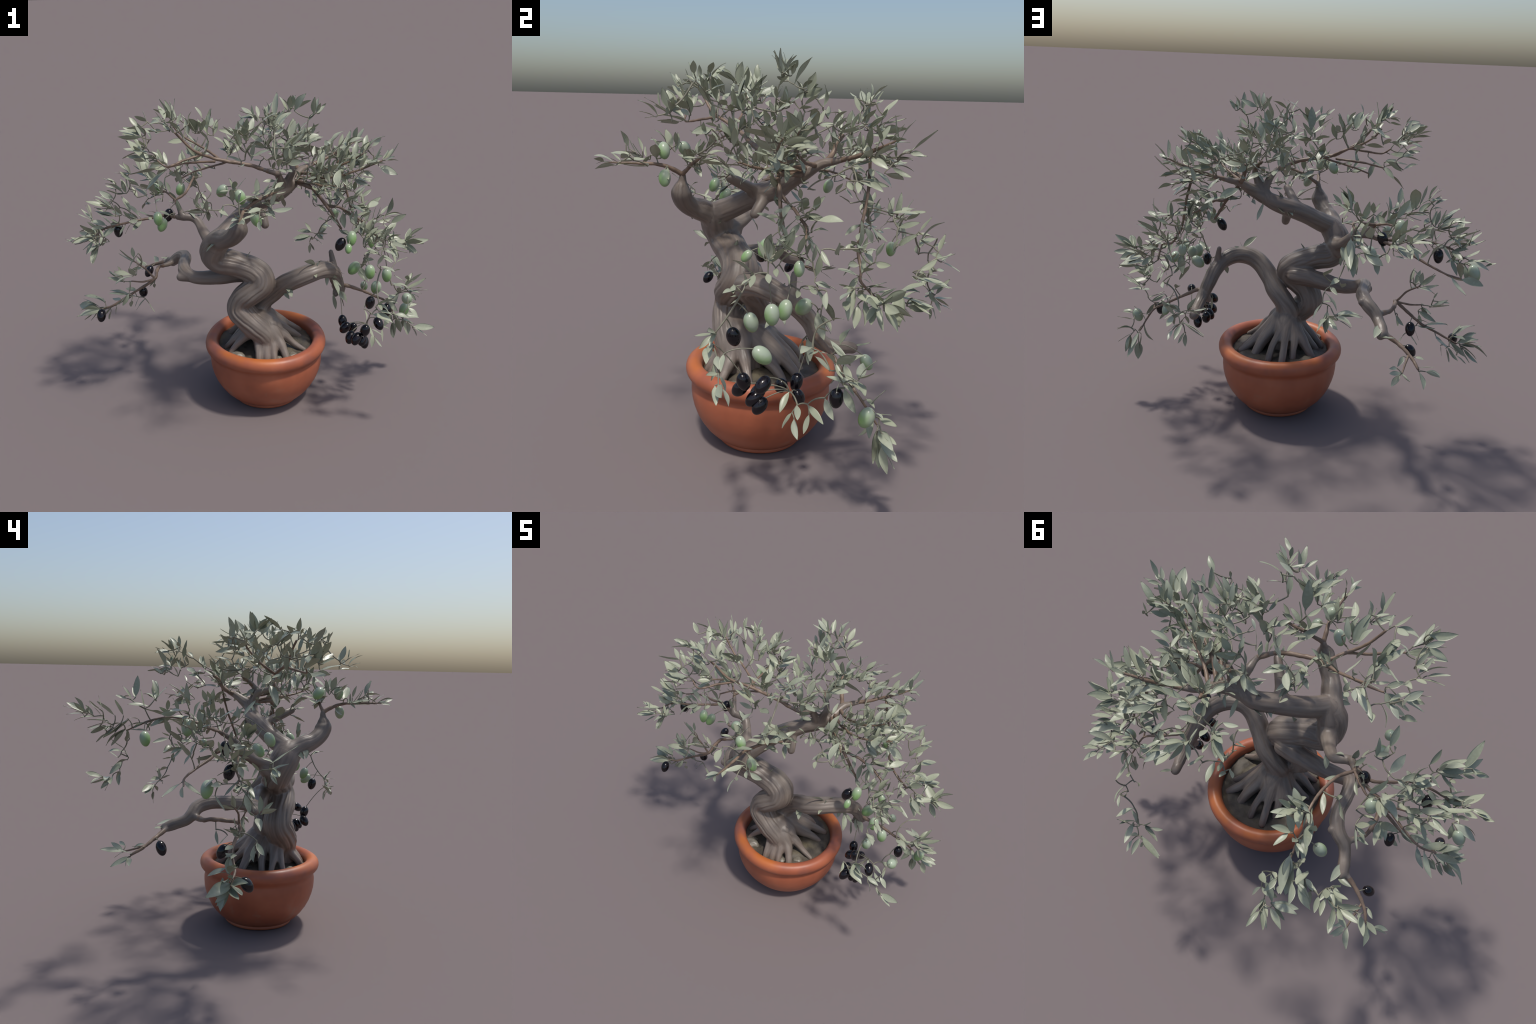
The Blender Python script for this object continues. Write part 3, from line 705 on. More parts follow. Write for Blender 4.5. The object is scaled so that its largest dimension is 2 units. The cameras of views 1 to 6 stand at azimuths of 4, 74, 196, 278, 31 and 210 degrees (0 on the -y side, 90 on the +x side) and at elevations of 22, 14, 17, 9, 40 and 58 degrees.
LEAVES['lmtop'] = [
    (-.523, .27, 1.104, -.564, .34, 1.084), (-.655, .078, 1.282, -.703, .034, 1.294),
    (-.648, .062, 1.286, -.688, .075, 1.342), (-.518, .265, 1.123, -.577, .276, 1.201),
    (-.639, .101, 1.171, -.653, .028, 1.189), (-.577, .112, 1.146, -.62, .16, 1.175),
    (-.6, .044, 1.214, -.65, .011, 1.26), (-.544, .033, 1.2, -.568, -.049, 1.252),
    (-.56, .161, 1.221, -.662, .228, 1.254), (-.612, .158, 1.268, -.64, .158, 1.369),
    (-.488, -.024, 1.182, -.488, -.071, 1.234), (-.59, .195, 1.097, -.677, .225, 1.159),
    (-.525, .212, 1.126, -.572, .221, 1.164), (-.626, .057, 1.22, -.656, .101, 1.243),
    (-.597, .156, 1.252, -.589, .237, 1.369), (-.58, .199, 1.098, -.553, .253, 1.129),
    (-.5, .144, 1.155, -.552, .171, 1.196), (-.565, .161, 1.219, -.629, .18, 1.204),
    (-.583, .158, 1.246, -.588, .181, 1.308), (-.659, .07, 1.233, -.708, .094, 1.26),
    (-.523, .267, 1.114, -.574, .29, 1.136), (-.556, .166, 1.208, -.6, .234, 1.214),
    (-.58, .043, 1.201, -.653, .055, 1.211), (-.647, .058, 1.278, -.667, .024, 1.348),
    (-.609, .148, 1.273, -.659, .154, 1.305), (-.668, .082, 1.186, -.686, .089, 1.259),
    (-.672, .071, 1.26, -.728, .044, 1.294), (-.464, .111, 1.171, -.466, .125, 1.265),
    (-.44, .088, 1.163, -.461, .103, 1.223), (-.63, .044, 1.231, -.697, .023, 1.303),
    (-.48, .116, 1.179, -.516, .142, 1.221), (-.514, .153, 1.196, -.567, .119, 1.285),
    (-.58, .18, 1.23, -.618, .241, 1.254), (-.643, .038, 1.283, -.703, .051, 1.276),
    (-.66, .041, 1.299, -.704, .05, 1.337), (-.492, .209, 1.132, -.522, .214, 1.2),
    (-.648, .106, 1.147, -.689, .138, 1.175), (-.425, .076, 1.104, -.463, .133, 1.101),
    (-.524, .256, 1.072, -.578, .281, 1.056), (-.531, .275, 1.053, -.591, .28, 1.047),
]
LEAVES['lmleft'] = [
    (-.844, -.086, 1.058, -.907, -.128, 1.11), (-.845, -.069, 1.056, -.877, -.066, 1.136),
    (-.852, -.062, 1.053, -.925, -.016, 1.096), (-.784, -.244, 1.016, -.838, -.328, 1.05),
    (-.786, -.243, 1.039, -.812, -.364, 1.126), (-.818, -.106, .943, -.836, -.194, .847),
    (-.858, -.045, 1.087, -.876, -.035, 1.138), (-.775, -.104, .959, -.814, -.049, .895),
    (-.829, -.259, 1.03, -.896, -.289, 1.001), (-.79, -.16, .94, -.831, -.181, .892),
    (-.826, -.152, .907, -.838, -.197, .849), (-.892, -.137, .95, -.959, -.129, .975),
    (-.781, .018, 1.098, -.895, -.016, 1.14), (-.801, -.005, 1.078, -.848, .007, 1.099),
    (-.68, -.116, 1.097, -.736, -.064, 1.102), (-.696, -.14, 1.098, -.809, -.142, 1.131),
    (-.702, -.129, 1.137, -.788, -.178, 1.209), (-.843, -.024, .962, -.86, .015, .886),
    (-.873, -.023, .908, -.904, -.072, .85), (-.787, -.237, 1.014, -.886, -.296, 1.013),
    (-.423, -.003, 1.053, -.467, .049, .987), (-.696, -.138, 1.097, -.789, -.146, 1.119),
    (-.827, -.074, .953, -.867, -.035, .964), (-.703, -.13, 1.134, -.8, -.157, 1.152),
    (-.881, -.135, .95, -.986, -.127, .959), (-.407, -.01, 1.057, -.453, .031, 1.05),
    (-.792, -.098, 1.007, -.859, -.126, 1.061), (-.839, -.125, .97, -.911, -.208, .992),
    (-.696, -.134, 1.129, -.759, -.181, 1.183), (-.703, -.119, 1.139, -.725, -.122, 1.204),
    (-.595, -.066, 1.052, -.668, -.091, 1.088), (-.779, -.248, 1.008, -.842, -.281, .958),
    (-.663, -.085, 1.029, -.685, -.137, .988), (-.632, -.077, 1.034, -.576, -.123, 1.032),
    (-.844, -.019, .975, -.957, .005, .966), (-.773, -.094, .998, -.85, -.084, 1.031),
    (-.809, -.161, .943, -.863, -.156, .981), (-.763, -.097, 1.031, -.855, -.089, 1.056),
    (-.815, -.259, 1.048, -.844, -.217, 1.074), (-.679, -.082, 1.019, -.749, -.07, 1.031),
    (-.848, -.072, .957, -.897, -.059, .985), (-.717, -.132, 1.104, -.806, -.088, 1.092),
    (-.715, -.133, 1.155, -.791, -.141, 1.218), (-.871, -.042, .955, -.949, -.026, .967),
    (-.755, -.105, .94, -.858, -.189, .916), (-.753, .01, 1.104, -.826, .021, 1.116),
    (-.656, -.143, 1.11, -.676, -.196, 1.178), (-.422, -.04, 1.073, -.481, -.022, 1.093),
    (-.755, -.194, 1.0, -.783, -.164, 1.041), (-.939, -.131, .935, -.993, -.121, .964),
    (-.516, -.062, 1.203, -.519, -.055, 1.264),
]
LEAVES['lmlow'] = [
    (-.762, .085, 1.129, -.84, .075, 1.179), (-.687, .08, 1.161, -.704, .068, 1.239),
    (-.702, .08, 1.161, -.74, .071, 1.217), (-.773, .08, 1.116, -.823, .098, 1.078),
    (-.783, .091, 1.124, -.851, .13, 1.128), (-.711, .098, 1.158, -.799, .095, 1.222),
    (-.755, .111, 1.175, -.812, .112, 1.199), (-.769, .139, 1.215, -.851, .182, 1.219),
    (-.708, .146, 1.175, -.724, .145, 1.224), (-.586, .176, 1.068, -.608, .273, 1.051),
    (-.522, .056, 1.03, -.599, .119, 1.02), (-.707, .149, 1.174, -.745, .198, 1.214),
    (-.587, .177, 1.066, -.629, .236, 1.053), (-.78, .054, 1.108, -.834, .052, 1.137),
    (-.738, .102, 1.071, -.782, .136, 1.022), (-.833, .126, .934, -.941, .105, .911),
    (-.777, .053, 1.102, -.827, .028, 1.128), (-.635, .099, 1.002, -.678, .09, 1.049),
    (-.771, .133, .946, -.846, .042, .898), (-.491, .057, 1.034, -.546, .014, 1.083),
    (-.792, .143, .943, -.863, .209, .886), (-.76, .15, 1.194, -.814, .178, 1.226),
    (-.611, .181, 1.075, -.64, .221, 1.026), (-.629, .093, 1.134, -.671, .142, 1.182),
    (-.73, .054, 1.163, -.782, .033, 1.195), (-.686, .122, 1.034, -.741, .172, 1.119),
]
LEAVES['E'] = [
    (-.117, -.339, 1.041, -.186, -.362, .989), (-.144, -.297, 1.015, -.139, -.246, .947),
    (-.141, -.302, 1.018, -.2, -.35, .987), (-.157, -.282, 1.006, -.215, -.266, .933),
]
LEAVES['E_out'] = [
    (-.049, -.496, 1.315, -.095, -.534, 1.34), (-.022, -.497, 1.345, .001, -.541, 1.405),
    (.164, -.666, 1.32, .185, -.684, 1.386), (.138, -.649, 1.288, .173, -.701, 1.288),
    (-.011, -.54, 1.28, .115, -.561, 1.353), (.116, -.705, 1.277, .154, -.761, 1.311),
    (.111, -.716, 1.266, .121, -.799, 1.258), (-.007, -.455, 1.339, .037, -.467, 1.394),
    (-.069, -.562, 1.272, -.028, -.674, 1.273), (-.129, -.571, 1.275, -.152, -.574, 1.322),
    (.097, -.59, 1.261, .034, -.681, 1.258), (.022, -.667, 1.341, .034, -.678, 1.387),
    (-.173, -.645, 1.313, -.153, -.673, 1.391), (.025, -.737, 1.268, -.011, -.788, 1.266),
    (-.022, -.502, 1.291, -.02, -.556, 1.369), (.027, -.653, 1.264, .048, -.727, 1.259),
    (.028, -.688, 1.27, .0, -.729, 1.308), (-.155, -.613, 1.294, -.183, -.638, 1.346),
    (.026, -.723, 1.271, .003, -.794, 1.303), (.116, -.658, 1.308, .071, -.733, 1.317),
    (-.132, -.582, 1.268, -.123, -.631, 1.335), (-.142, -.598, 1.272, -.217, -.637, 1.288),
    (-.141, -.585, 1.299, -.16, -.604, 1.361), (-.015, -.474, 1.326, -.038, -.498, 1.403),
    (.17, -.67, 1.305, .262, -.701, 1.322), (-.059, -.561, 1.29, -.068, -.602, 1.244),
    (.016, -.5, 1.23, -.029, -.537, 1.199), (.024, -.757, 1.271, .056, -.8, 1.291),
    (-.155, -.584, 1.275, -.23, -.668, 1.296), (-.008, -.462, 1.308, -.037, -.443, 1.39),
    (.044, -.502, 1.252, .123, -.506, 1.205), (-.022, -.537, 1.351, -.076, -.56, 1.358),
]
LEAVES['E_up'] = [
    (.186, -.566, 1.46, .148, -.621, 1.481), (.173, -.343, 1.616, .248, -.306, 1.672),
    (.01, -.423, 1.529, -.008, -.446, 1.607), (.196, -.563, 1.46, .231, -.611, 1.457),
    (.304, -.267, 1.347, .333, -.292, 1.411), (.172, -.404, 1.609, .142, -.426, 1.671),
    (.17, -.404, 1.597, .149, -.441, 1.62), (.179, -.511, 1.487, .2, -.54, 1.571),
    (.229, -.516, 1.476, .301, -.542, 1.491), (.237, -.505, 1.488, .293, -.51, 1.536),
    (.194, -.557, 1.465, .206, -.627, 1.529), (.502, -.457, 1.344, .505, -.459, 1.386),
    (.184, -.412, 1.623, .227, -.424, 1.673), (.325, -.328, 1.355, .364, -.394, 1.376),
    (.253, -.296, 1.508, .332, -.342, 1.531), (.285, -.338, 1.362, .261, -.356, 1.412),
    (.403, -.317, 1.407, .452, -.331, 1.477), (.163, -.366, 1.557, .195, -.371, 1.578),
    (.135, -.334, 1.511, .157, -.392, 1.578), (.064, -.418, 1.487, .152, -.475, 1.529),
    (.031, -.401, 1.464, .062, -.421, 1.544), (.013, -.404, 1.459, -.046, -.427, 1.491),
    (.255, -.572, 1.51, .314, -.619, 1.533), (.334, -.402, 1.408, .351, -.458, 1.414),
    (.171, -.417, 1.588, .122, -.452, 1.592), (.249, -.553, 1.498, .241, -.561, 1.553),
    (.335, -.395, 1.401, .375, -.413, 1.448), (.222, -.514, 1.481, .292, -.53, 1.535),
    (.038, -.413, 1.502, -.046, -.465, 1.587), (.101, -.396, 1.268, .024, -.453, 1.307),
    (.465, -.423, 1.336, .475, -.339, 1.407), (.032, -.42, 1.505, .071, -.431, 1.553),
    (.417, -.321, 1.38, .428, -.353, 1.454), (.226, -.269, 1.408, .286, -.286, 1.428),
    (.402, -.369, 1.329, .461, -.402, 1.327), (.119, -.384, 1.269, .186, -.352, 1.318),
    (.054, -.422, 1.52, .095, -.424, 1.571), (.348, -.305, 1.327, .404, -.247, 1.313),
    (.354, -.311, 1.325, .393, -.337, 1.362), (.003, -.397, 1.475, -.038, -.393, 1.567),
    (.142, -.41, 1.301, .18, -.363, 1.36), (.164, -.342, 1.567, .21, -.296, 1.591),
    (.404, -.356, 1.31, .423, -.414, 1.332), (.013, -.41, 1.436, .032, -.521, 1.467),
    (.309, -.271, 1.32, .347, -.234, 1.383), (.397, -.395, 1.335, .395, -.464, 1.337),
    (.328, -.373, 1.422, .376, -.456, 1.41), (.267, -.358, 1.35, .299, -.364, 1.403),
    (.388, -.335, 1.296, .402, -.431, 1.31), (.231, -.508, 1.443, .254, -.567, 1.45),
    (.099, -.369, 1.243, .033, -.436, 1.288), (.143, -.382, 1.237, .108, -.438, 1.269),
    (.407, -.438, 1.321, .426, -.501, 1.323),
]
LEAVES['crown'] = [
    (.599, .278, 1.408, .641, .305, 1.476), (.53, .362, 1.358, .579, .44, 1.434),
    (.59, .272, 1.405, .599, .246, 1.49), (.602, .262, 1.393, .658, .231, 1.421),
    (.345, .198, 1.424, .411, .21, 1.449), (.499, .339, 1.343, .482, .389, 1.361),
    (.417, .356, 1.319, .44, .339, 1.383), (.52, .361, 1.347, .569, .408, 1.337),
    (.438, .353, 1.312, .527, .372, 1.326), (.433, .202, 1.35, .442, .226, 1.409),
    (.581, .185, 1.342, .59, .249, 1.373), (.422, .314, 1.326, .449, .328, 1.351),
    (.384, .186, 1.358, .441, .245, 1.352), (.529, .245, 1.322, .589, .26, 1.325),
    (.339, .348, 1.249, .28, .472, 1.208), (.425, .418, 1.351, .474, .445, 1.391),
    (.354, .284, 1.33, .373, .341, 1.362), (.451, -.003, 1.412, .479, -.013, 1.439),
    (.437, .097, 1.421, .419, .189, 1.429), (.519, .36, 1.347, .572, .392, 1.341),
    (.397, .174, 1.322, .45, .206, 1.331), (.089, -.055, 1.154, .051, -.015, 1.107),
    (.582, .186, 1.338, .63, .243, 1.391), (.581, .268, 1.395, .634, .261, 1.415),
    (.073, -.064, 1.142, .031, -.017, 1.118), (.423, .32, 1.323, .489, .392, 1.325),
    (.341, .369, 1.27, .393, .397, 1.285), (.384, .296, 1.333, .427, .328, 1.376),
    (.442, .096, 1.425, .469, .14, 1.459), (.338, .394, 1.294, .296, .344, 1.347),
    (.269, .063, 1.279, .275, -.013, 1.302), (.38, .175, 1.342, .36, .166, 1.405),
    (.1, -.048, 1.172, .121, -.029, 1.244), (-.126, -.246, .982, -.072, -.292, 1.044),
    (-.113, -.242, .977, -.044, -.259, .99), (.44, .081, 1.434, .492, .105, 1.474),
    (.432, .088, 1.445, .443, .012, 1.447), (.448, .07, 1.446, .514, .088, 1.507),
    (.169, -.02, 1.165, .07, .003, 1.13), (.065, -.076, 1.164, .021, -.031, 1.137),
    (.493, .22, 1.381, .551, .219, 1.389), (.457, .187, 1.354, .466, .189, 1.412),
    (.602, .181, 1.359, .598, .201, 1.412), (.242, .017, 1.182, .211, .072, 1.179),
]
LEAVES['finger'] = [
    (.053, -.143, 1.158, .009, -.191, 1.135), (.113, -.245, 1.213, .134, -.303, 1.244),
    (.126, -.246, 1.186, .165, -.313, 1.16), (.127, -.255, 1.183, .167, -.325, 1.143),
    (.141, -.276, 1.217, .193, -.322, 1.228), (.056, -.172, 1.176, -.036, -.221, 1.246),
    (.059, -.182, 1.186, .02, -.239, 1.222), (.028, -.162, 1.175, -.024, -.212, 1.171),
    (.153, -.258, 1.244, .156, -.313, 1.306), (.18, -.246, 1.224, .167, -.301, 1.273),
    (.186, -.243, 1.218, .207, -.296, 1.264), (.106, -.271, 1.246, .058, -.344, 1.294),
]
LEAVES['P'] = [
    (-.34, -.315, 1.607, -.395, -.328, 1.675), (-.347, -.306, 1.606, -.414, -.265, 1.639),
    (-.244, -.205, 1.559, -.284, -.224, 1.646), (-.227, -.204, 1.551, -.247, -.288, 1.646),
    (-.258, -.386, 1.56, -.275, -.441, 1.642), (.215, -.26, 1.43, .219, -.261, 1.508),
    (.232, -.245, 1.491, .274, -.209, 1.548), (.241, -.254, 1.5, .299, -.286, 1.57),
    (.142, -.16, 1.569, .129, -.175, 1.631), (.048, -.35, 1.583, .067, -.302, 1.646),
    (.037, -.352, 1.545, -.044, -.354, 1.614), (-.32, -.315, 1.58, -.311, -.364, 1.609),
    (.197, -.239, 1.391, .264, -.268, 1.455), (.152, -.191, 1.577, .105, -.18, 1.665),
    (.207, -.268, 1.485, .278, -.291, 1.514), (.108, -.334, 1.63, .175, -.336, 1.673),
    (-.192, -.234, 1.571, -.211, -.264, 1.629), (-.16, -.243, 1.521, -.205, -.262, 1.58),
    (-.013, -.451, 1.588, -.058, -.471, 1.636), (.002, -.403, 1.605, .004, -.416, 1.649),
    (-.241, -.311, 1.617, -.23, -.318, 1.678), (-.475, -.287, 1.598, -.535, -.338, 1.604),
    (-.372, -.234, 1.624, -.414, -.159, 1.686), (.14, -.178, 1.461, .115, -.212, 1.514),
    (.117, -.196, 1.472, .105, -.202, 1.534), (.015, -.276, 1.513, -.037, -.311, 1.553),
    (.054, -.288, 1.445, .052, -.241, 1.488), (.33, -.231, 1.509, .327, -.254, 1.559),
    (.334, -.218, 1.494, .347, -.224, 1.528), (-.009, -.447, 1.579, -.03, -.451, 1.632),
    (.152, -.183, 1.569, .192, -.129, 1.572), (.032, -.334, 1.536, .045, -.364, 1.625),
    (.225, -.174, 1.505, .19, -.229, 1.595), (.181, -.045, 1.276, .153, -.007, 1.314),
    (.153, -.196, 1.425, .198, -.212, 1.457), (-.349, -.309, 1.608, -.443, -.299, 1.622),
    (.152, -.195, 1.575, .203, -.201, 1.657), (.237, -.244, 1.493, .302, -.258, 1.557),
    (.044, -.348, 1.588, .004, -.382, 1.63), (-.254, -.321, 1.61, -.305, -.334, 1.634),
    (-.216, -.22, 1.562, -.197, -.24, 1.619), (.197, -.234, 1.411, .259, -.228, 1.474),
    (.14, -.184, 1.378, .153, -.188, 1.447), (.044, -.345, 1.555, .096, -.347, 1.613),
    (.045, -.351, 1.549, .08, -.357, 1.61), (.208, -.274, 1.491, .268, -.261, 1.546),
    (.116, -.189, 1.477, .059, -.103, 1.463), (.176, -.182, 1.545, .208, -.154, 1.603),
    (.109, -.195, 1.477, .059, -.229, 1.507), (.174, -.043, 1.26, .213, .01, 1.23),
    (.22, -.171, 1.5, .248, -.183, 1.555), (.03, -.29, 1.521, .038, -.328, 1.648),
    (.248, -.245, 1.511, .285, -.229, 1.562), (-.207, -.207, 1.554, -.175, -.243, 1.63),
    (.151, -.122, 1.344, .159, -.159, 1.398), (.158, -.178, 1.421, .162, -.169, 1.523),
    (.051, -.302, 1.437, .07, -.318, 1.528), (.159, -.047, 1.266, .093, -.083, 1.273),
    (.183, -.074, 1.319, .206, -.094, 1.377), (-.225, -.235, 1.568, -.247, -.288, 1.638),
]
LEAVES['P'] += [
    (.318, -.245, 1.491, .356, -.254, 1.537), (.305, -.25, 1.489, .312, -.276, 1.543),
    (.024, -.356, 1.57, -.026, -.422, 1.609), (.159, -.041, 1.246, .111, -.092, 1.236),
    (.171, -.05, 1.322, .233, -.046, 1.327), (-.391, -.235, 1.616, -.449, -.208, 1.613),
    (-.181, -.25, 1.469, -.166, -.225, 1.523), (.191, -.012, 1.17, .201, .059, 1.089),
    (.235, -.249, 1.534, .254, -.223, 1.628), (.235, -.247, 1.535, .263, -.231, 1.619),
    (.122, -.159, 1.586, .103, -.207, 1.624), (.121, -.143, 1.61, .111, -.137, 1.675),
    (.121, -.202, 1.415, .214, -.225, 1.436), (.108, -.192, 1.426, .072, -.234, 1.458),
    (.089, -.165, 1.401, .046, -.118, 1.399),
]
LEAVES['CLc'] = [
    (-.46, -.381, 1.505, -.516, -.425, 1.567), (-.48, -.328, 1.491, -.561, -.339, 1.507),
    (-.471, -.376, 1.502, -.559, -.378, 1.469), (-.476, -.229, 1.55, -.505, -.252, 1.615),
    (-.467, -.256, 1.497, -.519, -.283, 1.533), (-.435, -.353, 1.436, -.519, -.428, 1.497),
    (-.441, -.409, 1.473, -.516, -.426, 1.569), (-.438, -.433, 1.466, -.476, -.492, 1.494),
    (-.459, -.372, 1.57, -.558, -.421, 1.578), (-.459, -.375, 1.572, -.486, -.375, 1.63),
    (-.477, -.224, 1.551, -.529, -.204, 1.574), (-.484, -.3, 1.49, -.528, -.27, 1.558),
    (-.447, -.378, 1.526, -.456, -.441, 1.568), (-.411, -.369, 1.479, -.446, -.467, 1.52),
    (-.459, -.4, 1.507, -.481, -.451, 1.542), (-.229, -.256, 1.421, -.28, -.258, 1.523),
    (-.287, -.299, 1.409, -.379, -.306, 1.348), (-.389, -.381, 1.42, -.508, -.459, 1.412),
]
LEAVES['CLd'] = [
    (-.384, -.124, 1.622, -.436, -.176, 1.67), (-.159, -.074, 1.515, -.143, -.032, 1.593),
    (-.508, -.031, 1.58, -.56, -.076, 1.618), (-.357, -.024, 1.6, -.381, -.015, 1.668),
    (-.362, -.003, 1.591, -.394, .056, 1.62), (-.367, -.006, 1.586, -.39, .017, 1.679),
    (-.368, -.116, 1.615, -.395, -.096, 1.699), (-.198, -.04, 1.576, -.173, -.033, 1.645),
    (-.078, -.083, 1.452, -.111, -.024, 1.497), (-.516, -.013, 1.575, -.528, -.02, 1.636),
    (-.504, -.199, 1.538, -.578, -.243, 1.597), (-.517, -.191, 1.534, -.606, -.193, 1.551),
    (-.384, -.127, 1.625, -.398, -.17, 1.672), (-.181, -.046, 1.556, -.171, .023, 1.59),
    (-.495, -.205, 1.54, -.528, -.255, 1.599), (-.359, -.106, 1.597, -.372, -.072, 1.647),
    (-.528, -.207, 1.541, -.608, -.227, 1.575), (-.153, -.071, 1.547, -.125, -.067, 1.601),
    (-.185, -.098, 1.527, -.177, -.023, 1.645), (-.069, -.001, 1.433, -.03, -.034, 1.494),
    (-.086, -.003, 1.46, -.045, .074, 1.455), (-.093, -.001, 1.392, -.115, -.049, 1.443),
    (-.457, -.039, 1.529, -.511, -.094, 1.559), (-.049, -.009, 1.505, .012, .049, 1.523),
    (-.056, -.006, 1.522, -.003, .004, 1.592), (-.055, -.037, 1.502, -.137, -.011, 1.538),
    (-.465, -.159, 1.513, -.505, -.111, 1.564), (-.544, -.09, 1.562, -.592, -.071, 1.612),
    (-.301, .018, 1.547, -.34, .064, 1.6), (-.406, .024, 1.516, -.447, .091, 1.559),
    (-.077, .097, 1.432, -.121, .109, 1.492), (-.358, -.106, 1.596, -.344, -.09, 1.705),
    (-.371, -.107, 1.609, -.383, -.207, 1.658), (-.074, -.017, 1.418, -.055, .065, 1.42),
    (-.052, -.012, 1.506, .015, .067, 1.528), (-.053, -.01, 1.505, -.001, .031, 1.535),
    (-.335, .006, 1.575, -.365, .065, 1.593), (-.337, .001, 1.578, -.415, .07, 1.568),
    (-.179, -.088, 1.521, -.236, -.093, 1.604), (-.434, -.018, 1.526, -.498, .052, 1.515),
    (-.383, -.128, 1.616, -.406, -.19, 1.677), (-.498, -.186, 1.528, -.546, -.161, 1.558),
    (-.463, -.036, 1.525, -.518, .008, 1.522), (-.08, -.015, 1.402, -.097, -.093, 1.467),
    (-.367, -.11, 1.621, -.422, -.091, 1.703), (-.088, -.093, 1.447, -.145, -.116, 1.523),
    (-.203, -.058, 1.561, -.186, -.075, 1.615), (-.058, .008, 1.512, -.113, .094, 1.515),
    (-.094, -.06, 1.426, -.143, -.01, 1.436), (-.218, -.039, 1.598, -.247, -.042, 1.658),
    (-.41, -.114, 1.607, -.47, -.072, 1.602), (-.391, .014, 1.566, -.444, .082, 1.555),
    (-.297, -.002, 1.515, -.306, -.014, 1.575),
]
LEAVES['CLb'] = [
    (-.485, -.139, 1.445, -.571, -.135, 1.436), (-.496, -.1, 1.386, -.563, -.087, 1.426),
    (-.392, -.192, 1.379, -.451, -.153, 1.329), (-.388, -.193, 1.365, -.497, -.239, 1.271),
    (-.493, -.145, 1.464, -.566, -.134, 1.479), (-.389, -.208, 1.378, -.441, -.262, 1.385),
    (-.504, -.15, 1.477, -.55, -.123, 1.503), (-.388, -.197, 1.399, -.442, -.247, 1.412),
    (-.402, -.197, 1.406, -.487, -.164, 1.369), (-.456, -.119, 1.421, -.516, -.093, 1.414),
]
LEAVES['CLe'] = [
    (-.068, -.037, 1.415, -.021, .018, 1.461), (-.078, -.1, 1.421, -.108, -.018, 1.494),
    (-.08, -.105, 1.429, -.051, -.073, 1.484), (-.143, -.181, 1.366, -.207, -.175, 1.389),
    (-.306, -.258, 1.303, -.331, -.282, 1.391),
]
LEAVES['K'] = [
    (.257, -.059, 1.646, .337, -.036, 1.685), (.146, .069, 1.567, .171, .093, 1.648),
    (.273, -.103, 1.486, .385, -.089, 1.521), (.114, .059, 1.557, .113, .029, 1.62),
    (.115, .08, 1.576, .143, .117, 1.601), (.23, -.065, 1.639, .194, -.034, 1.698),
    (.268, -.075, 1.502, .353, -.035, 1.548), (.324, -.119, 1.539, .381, -.14, 1.584),
    (.266, -.028, 1.531, .28, .004, 1.569), (.277, -.008, 1.501, .334, .023, 1.508),
    (.124, .122, 1.537, .13, .185, 1.575), (.203, -.032, 1.504, .245, -.057, 1.586),
    (.33, -.096, 1.604, .359, -.112, 1.638), (.366, -.105, 1.632, .375, -.065, 1.7),
    (.123, -.009, 1.61, .102, -.015, 1.651), (.105, -.032, 1.609, .133, -.063, 1.63),
    (.161, .12, 1.433, .196, .183, 1.439), (.122, .047, 1.409, .017, .117, 1.44),
    (.09, .072, 1.449, .015, .103, 1.481), (.123, -.064, 1.486, .141, -.096, 1.527),
    (.152, .008, 1.597, .161, .075, 1.708), (.3, -.114, 1.509, .31, -.109, 1.566),
    (.177, -.044, 1.499, .208, -.057, 1.554), (.131, .043, 1.408, .143, .112, 1.418),
    (.243, -.025, 1.326, .182, .009, 1.279), (.269, -.089, 1.505, .352, -.07, 1.535),
    (.262, -.097, 1.528, .251, -.123, 1.584), (.177, .035, 1.58, .228, .059, 1.617),
    (.269, -.072, 1.505, .312, -.053, 1.551), (.356, -.107, 1.622, .358, -.145, 1.712),
    (.258, -.068, 1.634, .31, -.112, 1.725), (.093, .062, 1.441, .122, .047, 1.493),
    (.228, -.072, 1.642, .237, -.111, 1.705), (.326, -.11, 1.59, .364, -.081, 1.63),
    (.243, -.062, 1.648, .251, -.068, 1.714), (.226, -.028, 1.291, .146, -.067, 1.313),
    (.368, -.114, 1.627, .413, -.075, 1.668), (.235, -.063, 1.629, .26, -.038, 1.708),
    (.23, -.068, 1.651, .24, -.109, 1.719), (.223, -.067, 1.63, .185, -.06, 1.708),
    (.103, .062, 1.549, .181, .122, 1.582), (.373, -.087, 1.622, .386, -.121, 1.682),
    (.383, -.08, 1.623, .411, -.082, 1.676), (.115, -.049, 1.471, .085, -.052, 1.524),
    (.195, .047, 1.581, .209, .062, 1.636), (.283, .009, 1.516, .321, .056, 1.557),
    (.13, .048, 1.53, .102, .052, 1.606), (.088, .081, 1.484, .035, .165, 1.494),
    (.344, -.082, 1.52, .357, -.092, 1.578),
]
